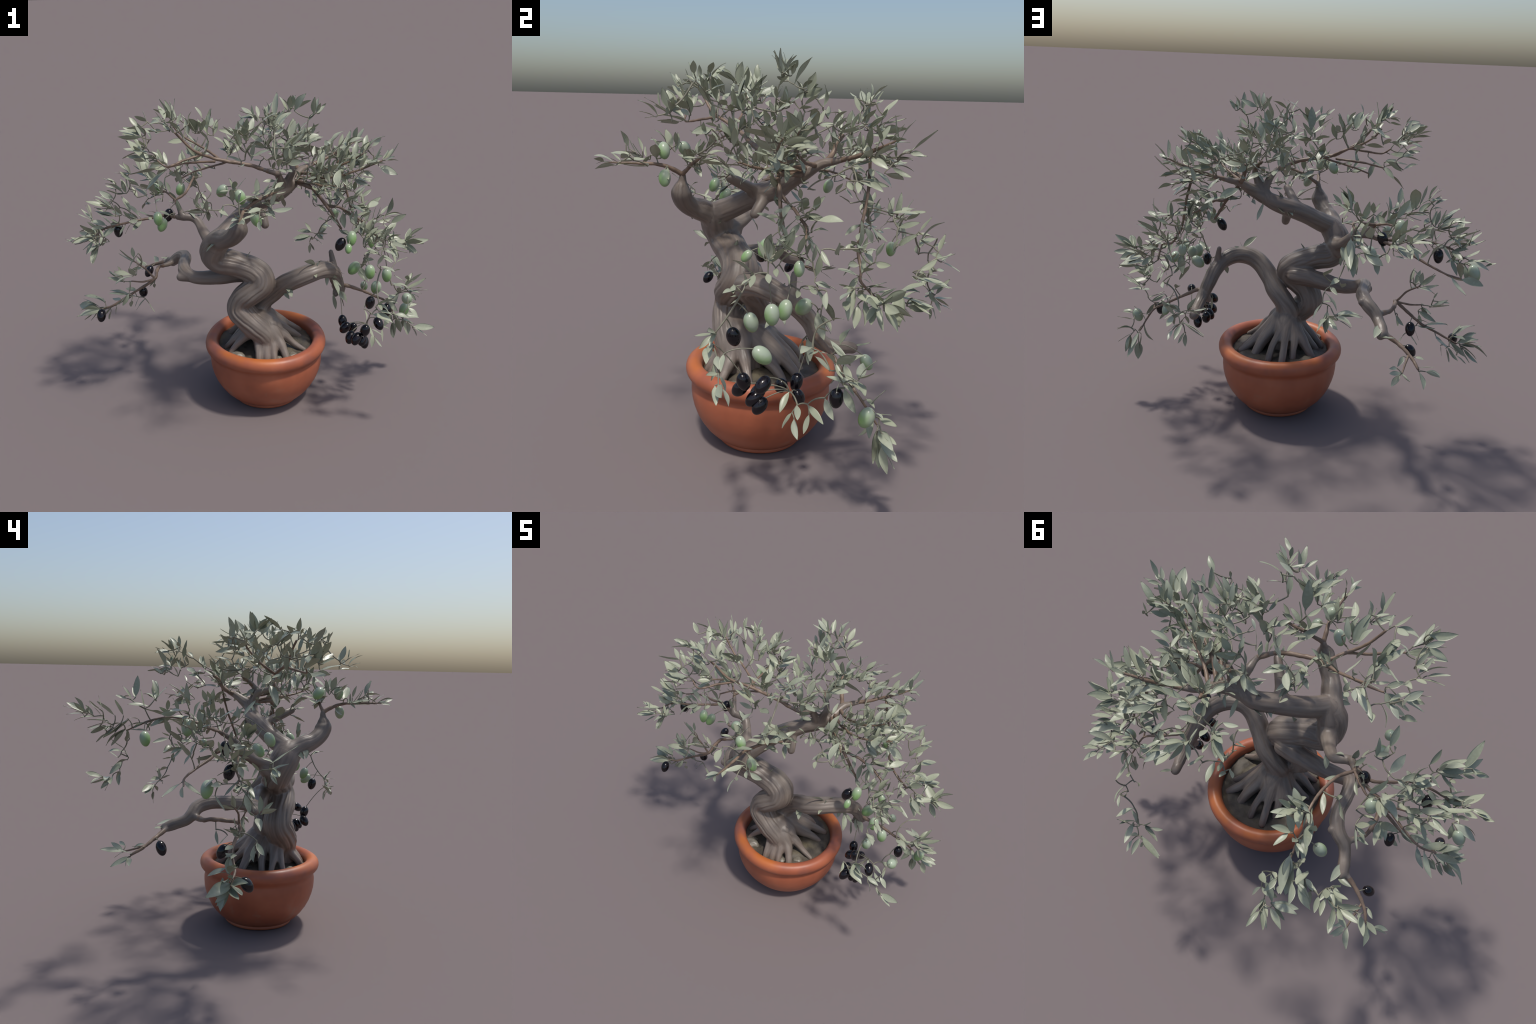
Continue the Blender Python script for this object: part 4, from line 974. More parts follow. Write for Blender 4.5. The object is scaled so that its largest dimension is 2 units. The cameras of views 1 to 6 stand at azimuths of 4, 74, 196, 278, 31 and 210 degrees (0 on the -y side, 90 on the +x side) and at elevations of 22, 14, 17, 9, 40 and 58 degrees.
LEAVES['K2'] = [
    (.044, .39, 1.525, .027, .457, 1.582), (.241, .178, 1.406, .268, .148, 1.487), (.335, .18, 1.426, .363, .18, 1.5),
    (.284, .275, 1.447, .277, .285, 1.507), (.23, .416, 1.268, .239, .503, 1.283),
    (.099, .351, 1.518, .084, .331, 1.587), (.091, .386, 1.527, .119, .436, 1.61),
    (.027, .392, 1.516, -.073, .47, 1.515), (.016, .396, 1.525, -.054, .44, 1.579),
    (.018, .391, 1.53, .002, .402, 1.592), (.11, .433, 1.454, .091, .471, 1.504),
    (.013, .392, 1.525, -.057, .399, 1.582), (.248, .18, 1.401, .235, .215, 1.447),
    (.113, .432, 1.441, .069, .493, 1.442), (.131, .434, 1.436, .173, .491, 1.485),
    (.132, .433, 1.425, .141, .514, 1.416), (.005, .415, 1.526, -.046, .473, 1.52),
    (.238, .161, 1.385, .398, .094, 1.413), (.131, .423, 1.481, .141, .489, 1.547),
    (.321, .2, 1.403, .37, .232, 1.432), (.069, .349, 1.487, .032, .331, 1.556),
    (.323, .279, 1.423, .36, .315, 1.487), (.066, .341, 1.438, -.01, .384, 1.485),
    (.14, .143, 1.507, .174, .143, 1.6), (.113, .179, 1.459, .05, .201, 1.512), (.343, .343, 1.41, .393, .411, 1.439),
    (.056, .449, 1.404, .074, .501, 1.411), (-.025, .341, 1.433, -.027, .345, 1.489),
    (-.035, .416, 1.423, -.027, .427, 1.503), (.236, .413, 1.27, .306, .501, 1.264),
    (.172, .319, 1.49, .206, .355, 1.529), (.313, .278, 1.427, .378, .307, 1.479),
    (.283, .196, 1.421, .364, .259, 1.451), (.049, .338, 1.439, .008, .333, 1.491),
    (.341, .325, 1.412, .41, .329, 1.423), (.109, .432, 1.438, .097, .387, 1.493),
    (.12, .164, 1.477, .148, .228, 1.487), (.287, .214, 1.42, .313, .233, 1.49),
    (.102, .376, 1.552, .097, .385, 1.611), (.133, .439, 1.442, .194, .508, 1.464),
    (.112, .437, 1.465, .154, .437, 1.504), (.284, .401, 1.295, .323, .455, 1.286),
    (-.038, .419, 1.437, -.071, .456, 1.537), (-.028, .429, 1.419, -.05, .481, 1.448),
    (.293, .404, 1.27, .339, .475, 1.228), (.326, .287, 1.404, .383, .373, 1.402),
    (.041, .453, 1.395, .022, .505, 1.423), (.244, .277, 1.449, .31, .308, 1.505),
    (.012, .431, 1.521, -.002, .491, 1.541), (.048, .433, 1.408, .051, .488, 1.436),
    (.039, .387, 1.5, .027, .347, 1.546), (.29, .162, 1.428, .292, .162, 1.488),
    (.303, .154, 1.434, .327, .168, 1.487), (.242, .118, 1.301, .175, .055, 1.341),
    (.34, .331, 1.39, .408, .401, 1.388), (-.007, .44, 1.423, -.025, .527, 1.416),
    (.254, .383, 1.284, .254, .415, 1.333), (.117, .399, 1.527, .139, .417, 1.581),
    (.208, .164, 1.352, .192, .211, 1.385), (.259, .437, 1.267, .19, .361, 1.311),
]
LEAVES['K2'] += [
    (.27, .434, 1.268, .283, .47, 1.313), (-.052, .447, 1.401, -.061, .491, 1.441),
    (-.066, .43, 1.404, -.104, .471, 1.433), (-.027, .356, 1.389, -.051, .375, 1.448),
    (-.067, .331, 1.422, -.046, .36, 1.473), (.006, .35, 1.547, -.063, .348, 1.568),
    (-.019, .298, 1.457, -.074, .3, 1.496),
]
LEAVES['H1'] = [
    (.48, -.071, 1.387, .481, -.062, 1.458), (.602, -.116, 1.432, .596, -.134, 1.507),
    (.547, -.097, 1.343, .582, -.001, 1.358), (.486, -.176, 1.388, .499, -.201, 1.462),
    (.604, -.099, 1.435, .626, -.053, 1.51), (.578, -.1, 1.387, .633, -.048, 1.426),
    (.614, -.115, 1.438, .645, -.133, 1.501), (.371, -.287, 1.366, .387, -.314, 1.435),
    (.386, -.275, 1.371, .405, -.223, 1.467), (.495, -.196, 1.429, .497, -.206, 1.465),
    (.533, -.175, 1.415, .575, -.136, 1.437), (.42, -.311, 1.378, .459, -.369, 1.436),
    (.445, -.105, 1.413, .502, -.124, 1.485), (.618, -.202, 1.403, .651, -.331, 1.441),
    (.579, -.214, 1.368, .616, -.253, 1.453), (.401, -.122, 1.372, .401, -.064, 1.45),
    (.547, -.167, 1.083, .566, -.149, 1.134), (.557, -.409, 1.389, .613, -.458, 1.43),
    (.532, -.055, 1.468, .611, -.048, 1.495), (.35, -.183, 1.427, .359, -.14, 1.473),
    (.472, -.054, 1.393, .525, -.041, 1.442), (.487, -.075, 1.383, .502, -.076, 1.439),
    (.491, -.16, 1.385, .52, -.164, 1.438), (.371, -.286, 1.367, .389, -.293, 1.457),
    (.578, -.11, 1.394, .626, -.111, 1.428), (.615, -.115, 1.44, .641, -.166, 1.489),
    (.512, -.083, 1.366, .529, -.088, 1.431), (.553, -.18, 1.315, .657, -.144, 1.299),
    (.292, -.016, 1.246, .334, -.067, 1.238), (.453, -.134, 1.102, .473, -.195, 1.108),
    (.471, -.137, 1.073, .479, -.159, 1.131), (.387, -.274, 1.361, .408, -.313, 1.406),
    (.509, -.125, 1.018, .545, -.179, 1.012), (.375, -.274, 1.364, .359, -.332, 1.44),
    (.429, -.079, 1.315, .478, -.079, 1.37), (.44, -.134, 1.098, .499, -.135, 1.048),
    (.502, -.204, 1.439, .535, -.228, 1.506), (.494, -.113, 1.016, .545, -.164, 1.006),
    (.549, -.114, 1.366, .668, -.081, 1.385), (.361, -.121, 1.204, .412, -.174, 1.277),
    (.359, -.12, 1.195, .421, -.163, 1.256), (.351, -.12, 1.211, .373, -.178, 1.187),
    (.595, -.197, 1.367, .697, -.227, 1.414), (.437, -.31, 1.388, .451, -.322, 1.445),
    (.36, -.128, 1.257, .407, -.099, 1.294), (.418, -.083, 1.342, .478, -.113, 1.336),
    (.313, -.09, 1.229, .336, -.149, 1.207), (.38, -.12, 1.386, .402, -.112, 1.445),
    (.377, -.111, 1.298, .341, -.167, 1.335), (.448, -.316, 1.364, .493, -.325, 1.442),
    (.355, -.124, 1.168, .421, -.128, 1.136), (.366, -.126, 1.151, .477, -.094, 1.149),
    (.423, -.138, 1.071, .382, -.202, 1.113), (.407, -.104, 1.421, .431, -.103, 1.478),
    (.294, .012, 1.205, .243, .053, 1.206), (.563, -.181, 1.014, .612, -.15, 1.07),
]
LEAVES['H1b'] = [
    (.692, -.203, 1.416, .749, -.163, 1.461), (.561, -.03, 1.144, .611, -.038, 1.204),
    (.603, -.17, 1.011, .621, -.13, 1.076), (.706, -.259, 1.015, .753, -.266, 1.091),
    (.693, -.067, .903, .769, -.017, .902), (.645, -.104, 1.459, .694, -.089, 1.499),
    (.719, -.219, 1.426, .762, -.237, 1.502), (.712, -.258, 1.002, .686, -.328, 1.044),
    (.693, -.259, 1.022, .736, -.251, 1.1), (.563, -.06, 1.125, .645, -.064, 1.125),
    (.702, -.225, 1.416, .738, -.274, 1.448), (.64, -.119, .997, .692, -.117, 1.078),
    (.569, -.085, 1.37, .599, -.053, 1.376), (.573, -.082, 1.134, .628, -.112, 1.152),
    (.665, -.249, .988, .648, -.275, 1.059), (.673, -.124, .996, .726, -.129, 1.026),
    (.691, -.368, .915, .751, -.383, .904), (.597, -.139, 1.368, .542, -.093, 1.385),
    (.616, -.211, .966, .678, -.184, 1.035), (.646, -.164, 1.379, .691, -.124, 1.391),
    (.63, -.238, 1.392, .659, -.269, 1.439), (.545, -.132, 1.163, .615, -.174, 1.136),
    (.666, -.046, 1.397, .661, -.026, 1.433), (.555, -.179, 1.314, .605, -.197, 1.284),
    (.646, -.113, .868, .694, -.138, .853), (.511, .002, 1.247, .568, -.013, 1.289),
    (.742, -.009, 1.036, .803, -.008, 1.061), (.773, -.021, 1.025, .848, -.053, 1.085),
    (.645, -.065, 1.123, .557, -.058, 1.119), (.692, -.203, 1.418, .727, -.159, 1.456),
    (.7, -.297, .951, .759, -.327, .923), (.584, -.078, 1.134, .648, -.061, 1.163),
    (.643, -.201, 1.014, .689, -.188, 1.059), (.706, -.226, 1.417, .761, -.255, 1.427),
    (.633, -.088, 1.05, .651, -.063, 1.112), (.512, .015, 1.25, .569, .018, 1.266),
    (.661, -.123, 1.001, .62, -.198, 1.053), (.695, -.341, .886, .751, -.419, .917),
    (.59, -.129, 1.377, .625, -.152, 1.422), (.69, -.071, .906, .744, -.034, .899),
    (.614, -.216, .968, .63, -.213, 1.045), (.639, -.124, .994, .674, -.085, 1.078),
    (.714, -.252, .999, .729, -.263, 1.088), (.618, -.197, .998, .666, -.241, .984),
    (.685, -.066, .925, .704, -.06, 1.011), (.648, -.089, .995, .682, -.091, 1.051),
    (.648, -.056, 1.12, .712, .017, 1.132), (.709, -.307, .941, .745, -.356, .931),
    (.647, -.106, .879, .707, -.094, .883), (.61, -.157, 1.005, .636, -.135, 1.088),
    (.658, -.085, .885, .717, -.067, .868), (.559, -.185, 1.305, .628, -.211, 1.288),
    (.514, -.075, 1.131, .576, -.057, 1.162), (.513, -.086, 1.105, .52, -.152, 1.04),
    (.56, -.044, 1.151, .603, -.013, 1.2), (.664, -.073, .973, .68, -.069, 1.042),
    (.678, -.325, .905, .705, -.335, .967), (.594, -.184, 1.352, .641, -.184, 1.407),
    (.664, -.054, 1.377, .696, -.076, 1.424), (.624, -.198, .949, .683, -.211, .932),
]
LEAVES['H1b'] += [
    (.628, -.187, .962, .671, -.132, 1.027), (.584, -.148, 1.027, .564, -.155, 1.097),
    (.636, -.172, .938, .694, -.165, .908), (.579, -.173, 1.064, .577, -.15, 1.139),
    (.717, -.254, .956, .775, -.265, .938), (.564, -.056, 1.346, .543, -.006, 1.38),
    (.601, .03, 1.209, .642, .037, 1.254), (.56, -.087, 1.185, .596, -.108, 1.231),
    (.628, -.147, .889, .681, -.115, .91), (.501, -.042, 1.212, .561, -.033, 1.216),
    (.731, -.067, 1.034, .78, -.053, .986),
]
LEAVES['M'] = [
    (.757, .064, 1.044, .793, .055, 1.144), (.69, .099, 1.005, .704, .116, 1.068),
    (.888, .103, .877, .969, .142, .948), (.726, .341, .925, .793, .359, .937),
    (.517, .161, 1.164, .577, .202, 1.168), (.718, .148, .995, .742, .169, 1.053),
    (.571, .171, 1.331, .642, .211, 1.303), (.853, .12, .861, .915, .202, .832), (.882, .083, .87, .959, .008, .911),
    (.558, .307, 1.119, .55, .374, 1.142), (.534, .417, 1.04, .541, .465, 1.1),
    (.784, -.089, .771, .837, -.069, .775), (.663, .432, .99, .654, .46, 1.055), (.671, .421, .965, .728, .465, .993),
    (.685, .436, .956, .72, .496, .924), (.64, -.011, .812, .691, -.039, .817), (.811, .118, .869, .823, .182, .906),
    (.754, .064, 1.037, .837, .024, 1.071), (.554, .303, 1.107, .559, .32, 1.2),
    (.563, .209, 1.145, .581, .217, 1.187), (.57, .261, 1.128, .621, .358, 1.132),
    (.533, .402, 1.028, .57, .464, 1.03), (.878, .082, .852, .932, .04, .819), (.722, .144, .977, .802, .168, .983),
    (.88, .11, .85, .924, .148, .787), (.514, .2, 1.333, .647, .11, 1.36), (.724, .083, .884, .738, .014, .894),
    (.756, .091, 1.024, .843, .064, 1.046), (.711, -.064, .881, .79, -.111, .912),
    (.623, -.07, 1.443, .628, -.033, 1.507), (.707, .322, .901, .754, .408, .896),
    (.714, .303, .915, .783, .427, .881), (.528, .157, 1.246, .561, .26, 1.227),
    (.612, .385, 1.026, .671, .432, 1.113), (.677, .35, .924, .695, .412, .968),
    (.752, -.049, .889, .813, -.074, .842), (.786, .069, .891, .843, .058, .908),
    (.782, .072, .902, .839, .017, .947), (.788, .025, .895, .86, -.043, .892), (.789, .02, .863, .873, -.026, .852),
    (.789, .055, .847, .825, .028, .774), (.773, .139, .812, .803, .153, .744), (.504, .208, 1.092, .48, .2, 1.196),
    (.548, .113, 1.306, .542, .206, 1.323), (.442, .218, 1.256, .553, .231, 1.213),
    (.499, .34, 1.014, .489, .397, 1.073), (.504, .072, 1.265, .588, .067, 1.267),
    (.473, .379, 1.099, .541, .438, 1.122), (.488, .529, 1.0, .508, .438, .982),
    (.639, .27, 1.084, .703, .323, 1.113), (.664, .259, 1.021, .755, .284, 1.08),
    (.396, .375, 1.057, .43, .425, .997), (.758, .23, .868, .831, .264, .898), (.796, .207, .881, .915, .152, .801),
    (.815, .252, .864, .862, .288, .862), (.728, .25, .825, .744, .313, .872), (.51, .13, 1.395, .57, .115, 1.409),
    (.611, .069, 1.252, .674, .064, 1.232), (.629, .151, 1.252, .702, .164, 1.229),
    (.434, .271, 1.075, .364, .321, 1.138),
]
LEAVES['M'] += [
    (.728, .116, .88, .758, .174, .913), (.783, .109, .875, .852, .08, .877), (.878, .106, .875, .907, .058, .919),
    (.624, .268, 1.091, .661, .298, 1.133), (.678, .112, .924, .665, .124, .993), (.656, -.03, .838, .631, .031, .73),
    (.577, .262, 1.12, .581, .274, 1.19), (.627, -.068, 1.439, .701, -.104, 1.519),
    (.676, -.053, .874, .731, -.05, .843), (.631, .431, 1.001, .616, .492, 1.014),
    (.713, .089, 1.014, .743, .035, 1.046), (.614, .115, 1.253, .672, .137, 1.241),
    (.499, .205, 1.289, .558, .193, 1.258), (.587, .26, 1.12, .502, .188, 1.131),
    (.567, .162, 1.323, .608, .105, 1.324), (.51, .208, 1.103, .485, .216, 1.199),
    (.568, .424, 1.029, .623, .432, 1.04), (.61, .106, 1.253, .667, .088, 1.221),
    (.592, .139, 1.012, .629, .089, 1.036), (.444, .376, 1.078, .472, .385, .995),
    (.499, .213, 1.086, .506, .27, 1.142), (.737, .232, .843, .728, .169, .828), (.741, .218, .855, .854, .313, .84),
    (.877, .082, .871, .937, .021, .836), (.878, .115, .846, .988, .141, .854), (.885, .088, .87, .913, .172, .93),
    (.68, .437, .953, .668, .486, .983), (.894, .105, .879, 1.01, .102, .883), (.894, .111, .877, .794, .037, .885),
    (.772, .123, .849, .85, .124, .788), (.556, .345, 1.095, .601, .377, 1.128),
    (.549, .114, 1.299, .606, .143, 1.284), (.89, .101, .885, .928, .056, .925), (.736, .12, .885, .789, .129, .912),
    (.506, .211, 1.285, .571, .271, 1.229), (.785, .216, .886, .849, .28, .929), (.595, .27, 1.12, .603, .24, 1.189),
    (.388, .37, 1.055, .401, .42, 1.086), (.727, .078, .877, .71, .014, .901), (.729, .079, 1.038, .775, .129, 1.074),
    (.485, .377, 1.107, .478, .411, 1.16), (.534, .15, 1.359, .587, .113, 1.38), (.483, .454, .961, .448, .49, 1.003),
    (.421, .365, 1.075, .351, .357, 1.102), (.736, .263, .823, .781, .359, .812),
    (.798, .252, .856, .869, .297, .813), (.458, .512, .901, .488, .516, .84), (.501, .361, 1.096, .522, .399, 1.137),
    (.769, .048, .899, .831, -.004, .81), (.375, .355, 1.055, .357, .402, 1.088),
    (.611, .063, 1.23, .671, .065, 1.202), (.813, .139, .854, .821, .075, .84), (.793, .075, .862, .85, .06, .791),
    (.731, .217, .824, .786, .262, .804), (.666, .242, 1.0, .693, .25, 1.056), (.451, .469, .926, .399, .487, .971),
    (.657, .334, .912, .68, .397, .883), (.469, .506, .935, .489, .584, .901), (.766, .264, .828, .717, .309, .83),
    (.788, .247, .827, .856, .31, .836),
]
LEAVES['M'] += [
    (.505, .13, 1.157, .528, .075, 1.191), (.498, .531, .867, .468, .585, .861),
    (.81, -.049, .805, .876, -.033, .832),
]
LEAVES['R_out'] = [
    (.832, .141, .387, .856, .119, .256), (.897, .12, .374, .97, .155, .325), (.848, .134, .394, .86, .203, .322),
    (.906, .125, .36, .939, .133, .259), (.858, .126, .375, .901, .183, .251), (.69, -.141, .408, .688, -.182, .351),
    (.685, -.119, .433, .747, -.138, .406), (.917, .122, .407, .981, .14, .399), (.843, .151, .344, .855, .143, .231),
    (.889, .115, .456, .98, .137, .467), (.911, .083, .491, .969, .09, .494), (.824, .101, .458, .866, .142, .551),
    (.909, .127, .361, .909, .179, .292), (.832, .12, .433, .879, .086, .372), (.826, .113, .433, .791, .099, .331),
    (.908, .086, .478, .953, .128, .499), (.843, .146, .335, .835, .153, .263), (.879, .122, .399, .993, .115, .391),
    (.809, .101, .492, .866, .105, .487), (.696, .049, .545, .656, .021, .493), (.657, -.03, .771, .716, -.008, .729),
    (.66, -.033, .764, .705, -.006, .712), (.734, .039, .602, .812, .039, .552),
    (.655, -.142, .477, .697, -.192, .418), (.664, .05, .649, .618, .109, .701),
]
LEAVES['R_loop'] = [
    (.891, .027, .618, .998, .032, .676), (.884, .033, .619, .925, .071, .693), (.9, -.044, .621, .931, -.073, .588),
    (.867, -.05, .667, .961, -.019, .73), (.705, -.137, .392, .748, -.137, .327),
    (.854, -.455, .628, .956, -.467, .633), (.857, -.467, .627, .922, -.476, .59),
    (.869, -.058, .671, .898, -.116, .736), (.854, -.442, .613, .883, -.424, .562),
    (.88, .011, .603, .976, .015, .597), (.886, -.011, .677, .917, .028, .713),
    (.784, -.116, .698, .864, -.178, .725), (.824, -.449, .649, .843, -.423, .574),
    (.867, -.049, .669, .917, -.044, .631), (.877, -.049, .649, .98, .0, .636),
    (.823, -.448, .652, .851, -.497, .663), (.791, .018, .535, .854, .039, .464), (.885, .029, .607, .807, .08, .634),
    (.894, -.009, .684, .875, -.069, .735), (.82, .036, .548, .77, -.03, .576), (.838, .04, .569, .78, -.049, .579),
    (.886, -.006, .665, .806, -.05, .73), (.911, -.022, .619, 1.002, -.02, .632),
    (.747, -.036, .482, .802, -.022, .419), (.905, -.037, .605, .958, -.014, .586),
    (.748, -.095, .425, .755, -.117, .352), (.724, -.093, .452, .793, -.056, .403),
    (.802, -.09, .691, .842, -.141, .698), (.833, -.058, .629, .832, -.114, .687),
]
OLIVES = [
    (-0.617, -0.009, 0.594, "b", 1.0),
    (-0.646, 0.275, 0.602, "b", 1.0),
    (-0.83, -0.158, 0.514, "b", 1.0),
    (0.784, -0.006, 0.495, "b", 1.0),
    (0.497, -0.212, 0.972, "b", 1.0),
    (0.647, -0.356, 0.709, "b", 1.0),
    (0.531, -0.072, 0.453, "b", 1.0),
    (0.563, -0.239, 0.442, "b", 1.0),
    (0.589, -0.317, 0.477, "b", 1.0),
    (0.633, -0.313, 0.525, "b", 1.0),
    (0.708, -0.261, 0.54, "b", 1.0),
    (0.54, -0.139, 0.448, "b", 1.0),
    (0.587, -0.08, 0.416, "b", 1.0),
    (0.622, -0.271, 0.448, "b", 1.0),
    (0.637, -0.251, 0.423, "b", 1.0),
    (-0.441, 0.014, 1.055, "b", 1.0),
    (-0.713, -0.054, 0.983, "b", 1.0),
    (-0.451, -0.201, 1.106, "g", 1.0),
    (-0.443, -0.147, 1.052, "g", 1.0),
    (0.014, -0.512, 1.316, "g", 1.0),
    (-0.082, -0.409, 1.316, "g", 1.0),
    (0.553, -0.217, 1.007, "g", 1.05),
    (0.534, -0.283, 0.975, "g", 0.7),
    (0.739, -0.243, 0.814, "g", 1.05),
    (0.68, -0.301, 0.77, "g", 1.05),
    (0.839, -0.304, 0.71, "g", 1.05),
    (0.892, 0.064, 0.464, "g", 1.1),
    (-0.892, 0.008, 0.937, "g", 1.1),
    (-0.54, 0.178, 1.159, "g", 1.1),
    (0.086, -0.52, 1.209, "g", 1.0),
    (-0.443, 0.413, 1.089, "g", 1.05),
    (0.666, 0.161, 0.569, "g", 0.9),
    (0.583, -0.072, 0.78, "g", 1.1),
    (0.665, -0.123, 0.952, "g", 0.8),
    (0.494, 0.321, 0.966, "g", 0.8),
    (0.66, -0.17, 0.8, "g", 1.05),
]

THICK = 0.0125                     # wood thicker than this belongs to the smooth body


def split_thick(ctrl):
    """The thick start of a spine (joins the body) and its thin rest (a twig)."""
    k = len(ctrl)
    for i, c in enumerate(ctrl):
        if c[3] < THICK:
            k = i
            break
    return ctrl[:k + 1] if k >= 1 and k < len(ctrl) else ctrl[:k], ctrl[max(0, k - 1):] if k < len(ctrl) else []


def build_body():
    verts, faces, curves = [], [], []
    for name, ctrl in list(WOOD.items()) + [("root", c) for c in ROOTS] + [("knob", c) for c in KNOBS]:
        thick, _ = split_thick(ctrl)
        if len(thick) < 2 or max(c[3] for c in thick) < THICK * 1.15:
            continue
        pts = spline(thick, 0.008)
        # old wood swells and narrows along its length
        for i in range(len(pts)):
            pts[i, 3] *= 1 + 0.07 * noise.noise(Vector(pts[i, :3]) * 14)
        squash = np.array([1.0, 1.16, 1.0]) if name == "trunk" else None
        tube(pts, 36, verts, faces, squash)
        curves.append((name, pts) + frames(pts))
    me = mesh_from("body_raw", verts, faces)
    ob = bpy.data.objects.new("body_raw", me)
    scene_col.objects.link(ob)
    mod = ob.modifiers.new("join", "REMESH")
    mod.mode = "VOXEL"
    mod.voxel_size = 0.0042
    mod.adaptivity = 0
    dep = bpy.context.evaluated_depsgraph_get()
    body = bpy.data.meshes.new_from_object(ob.evaluated_get(dep))
    bpy.data.objects.remove(ob)
    bpy.data.meshes.remove(me)
    n = len(body.vertices)
    co = np.empty(n * 3)
    body.vertices.foreach_get("co", co)
    co = co.reshape(-1, 3)
    ed = np.empty(len(body.edges) * 2, dtype=np.int64)
    body.edges.foreach_get("vertices", ed)
    ed = ed.reshape(-1, 2)
    deg = np.bincount(ed.ravel(), minlength=n).astype(float)

    def relax(field, lam, times):
        f = field.copy()
        for _ in range(times):
            for k in range(f.shape[1]):
                acc = np.bincount(ed[:, 0], f[ed[:, 1], k], n) + np.bincount(ed[:, 1], f[ed[:, 0], k], n)
                f[:, k] += lam * (acc / deg - f[:, k])
        return f

    # nearest limb samples -> local radius, angle round the limb, distance along it
    S = np.concatenate([c[1][:, :3] for c in curves])
    R = np.concatenate([c[1][:, 3] for c in curves])
    T = np.concatenate([c[2] for c in curves])
    U = np.concatenate([c[3] for c in curves])
    W = np.concatenate([c[4] for c in curves])
    C = np.concatenate([np.full(len(c[1]), i) for i, c in enumerate(curves)])
    A = np.concatenate([np.r_[0, np.cumsum(np.linalg.norm(np.diff(c[1][:, :3], axis=0), axis=1))] for c in curves])

    def attach(co):
        best = np.full(n, 1e9)
        second = np.full(n, 1e9)
        idx = np.zeros(n, dtype=np.int64)
        for ci in range(len(curves)):
            sel = np.where(C == ci)[0]
            for lo in range(0, n, 20000):
                p = co[lo:lo + 20000]
                d = np.linalg.norm(p[:, None] - S[sel][None], axis=2) - R[sel][None]
                j = d.argmin(1)
                dm = d[np.arange(len(p)), j]
                b = best[lo:lo + 20000]
                better = dm < b
                second[lo:lo + 20000] = np.where(better, b, np.minimum(second[lo:lo + 20000], dm))
                best[lo:lo + 20000] = np.where(better, dm, b)
                idx[lo:lo + 20000] = np.where(better, sel[j], idx[lo:lo + 20000])
        return idx, best, second

    idx, best, second = attach(co)
    lam = np.clip((R[idx] - 0.010) / 0.03, 0.06, 0.6)[:, None]
    for _ in range(14):
        for k in range(3):
            pass
        acc = np.stack([np.bincount(ed[:, 0], co[ed[:, 1], k], n) + np.bincount(ed[:, 1], co[ed[:, 0], k], n) for k in range(3)], 1)
        co = co + lam * (acc / deg[:, None] - co)
    body.vertices.foreach_set("co", co.ravel())
    body.update()
    nor = np.array([v.normal[:] for v in body.vertices])
    idx, best, second = attach(co)
    rel = co - S[idx]
    th = np.arctan2((rel * W[idx]).sum(1), (rel * U[idx]).sum(1))
    al, rad, cid = A[idx], R[idx], C[idx]
    # flutes: ropes of old wood with narrow grooves between, wandering along the limb
    count = np.array([{"trunk": 13, "rb": 10, "lb": 9, "E": 9, "crown": 9, "root": 5, "lm": 7}.get(c[0], 6) for c in curves])[cid]
    depth = np.array([{"trunk": .0100, "rb": .0070, "lb": .0040, "E": .0036, "crown": .0030, "root": .0030}.get(c[0], .0012) for c in curves])[cid]
    disp = np.zeros(n)
    for i in range(n):
        c = float(cid[i])
        cx, sx = math.cos(th[i]), math.sin(th[i])
        w = noise.noise(Vector((cx * 1.1 + c * 7, sx * 1.1, al[i] * 3.2)))
        w2 = noise.noise(Vector((cx * 2.5 + c * 3, sx * 2.5, al[i] * 6.0 + 5)))
        ph = count[i] * th[i] / 2 + w * 2.6 + w2 * 1.2
        rope = abs(math.sin(ph)) ** 0.62 - 0.68
        ph2 = count[i] * th[i] * 1.0 + w * 4 + 1.3
        rope += 0.30 * (abs(math.sin(ph2)) ** 0.7 - 0.6)
        amp = 0.62 + 0.55 * noise.noise(Vector((cx * 0.9 + c, sx * 0.9, al[i] * 4 + 9)))
        lump = noise.noise(Vector(co[i]) * 17)
        disp[i] = depth[i] * max(0.1, amp) * rope + 0.0022 * min(1, rad[i] / 0.04) * lump
    fade = np.clip((second - best) / 0.016, 0.12, 1.0)      # soften the grain where limbs merge
    disp *= fade
    disp = relax(disp[:, None], 0.35, 1)[:, 0]
    co = co + nor * disp[:, None]
    body.vertices.foreach_set("co", co.ravel())
    body.update()
    around = th * np.maximum(rad, 0.012) + cid * 3.17
    for nm, val in (("around", around), ("along", al * 0.11 + cid * 1.7)):
        at = body.attributes.new(nm, "FLOAT", "POINT")
        at.data.foreach_set("value", val)
    return body, cid, curves


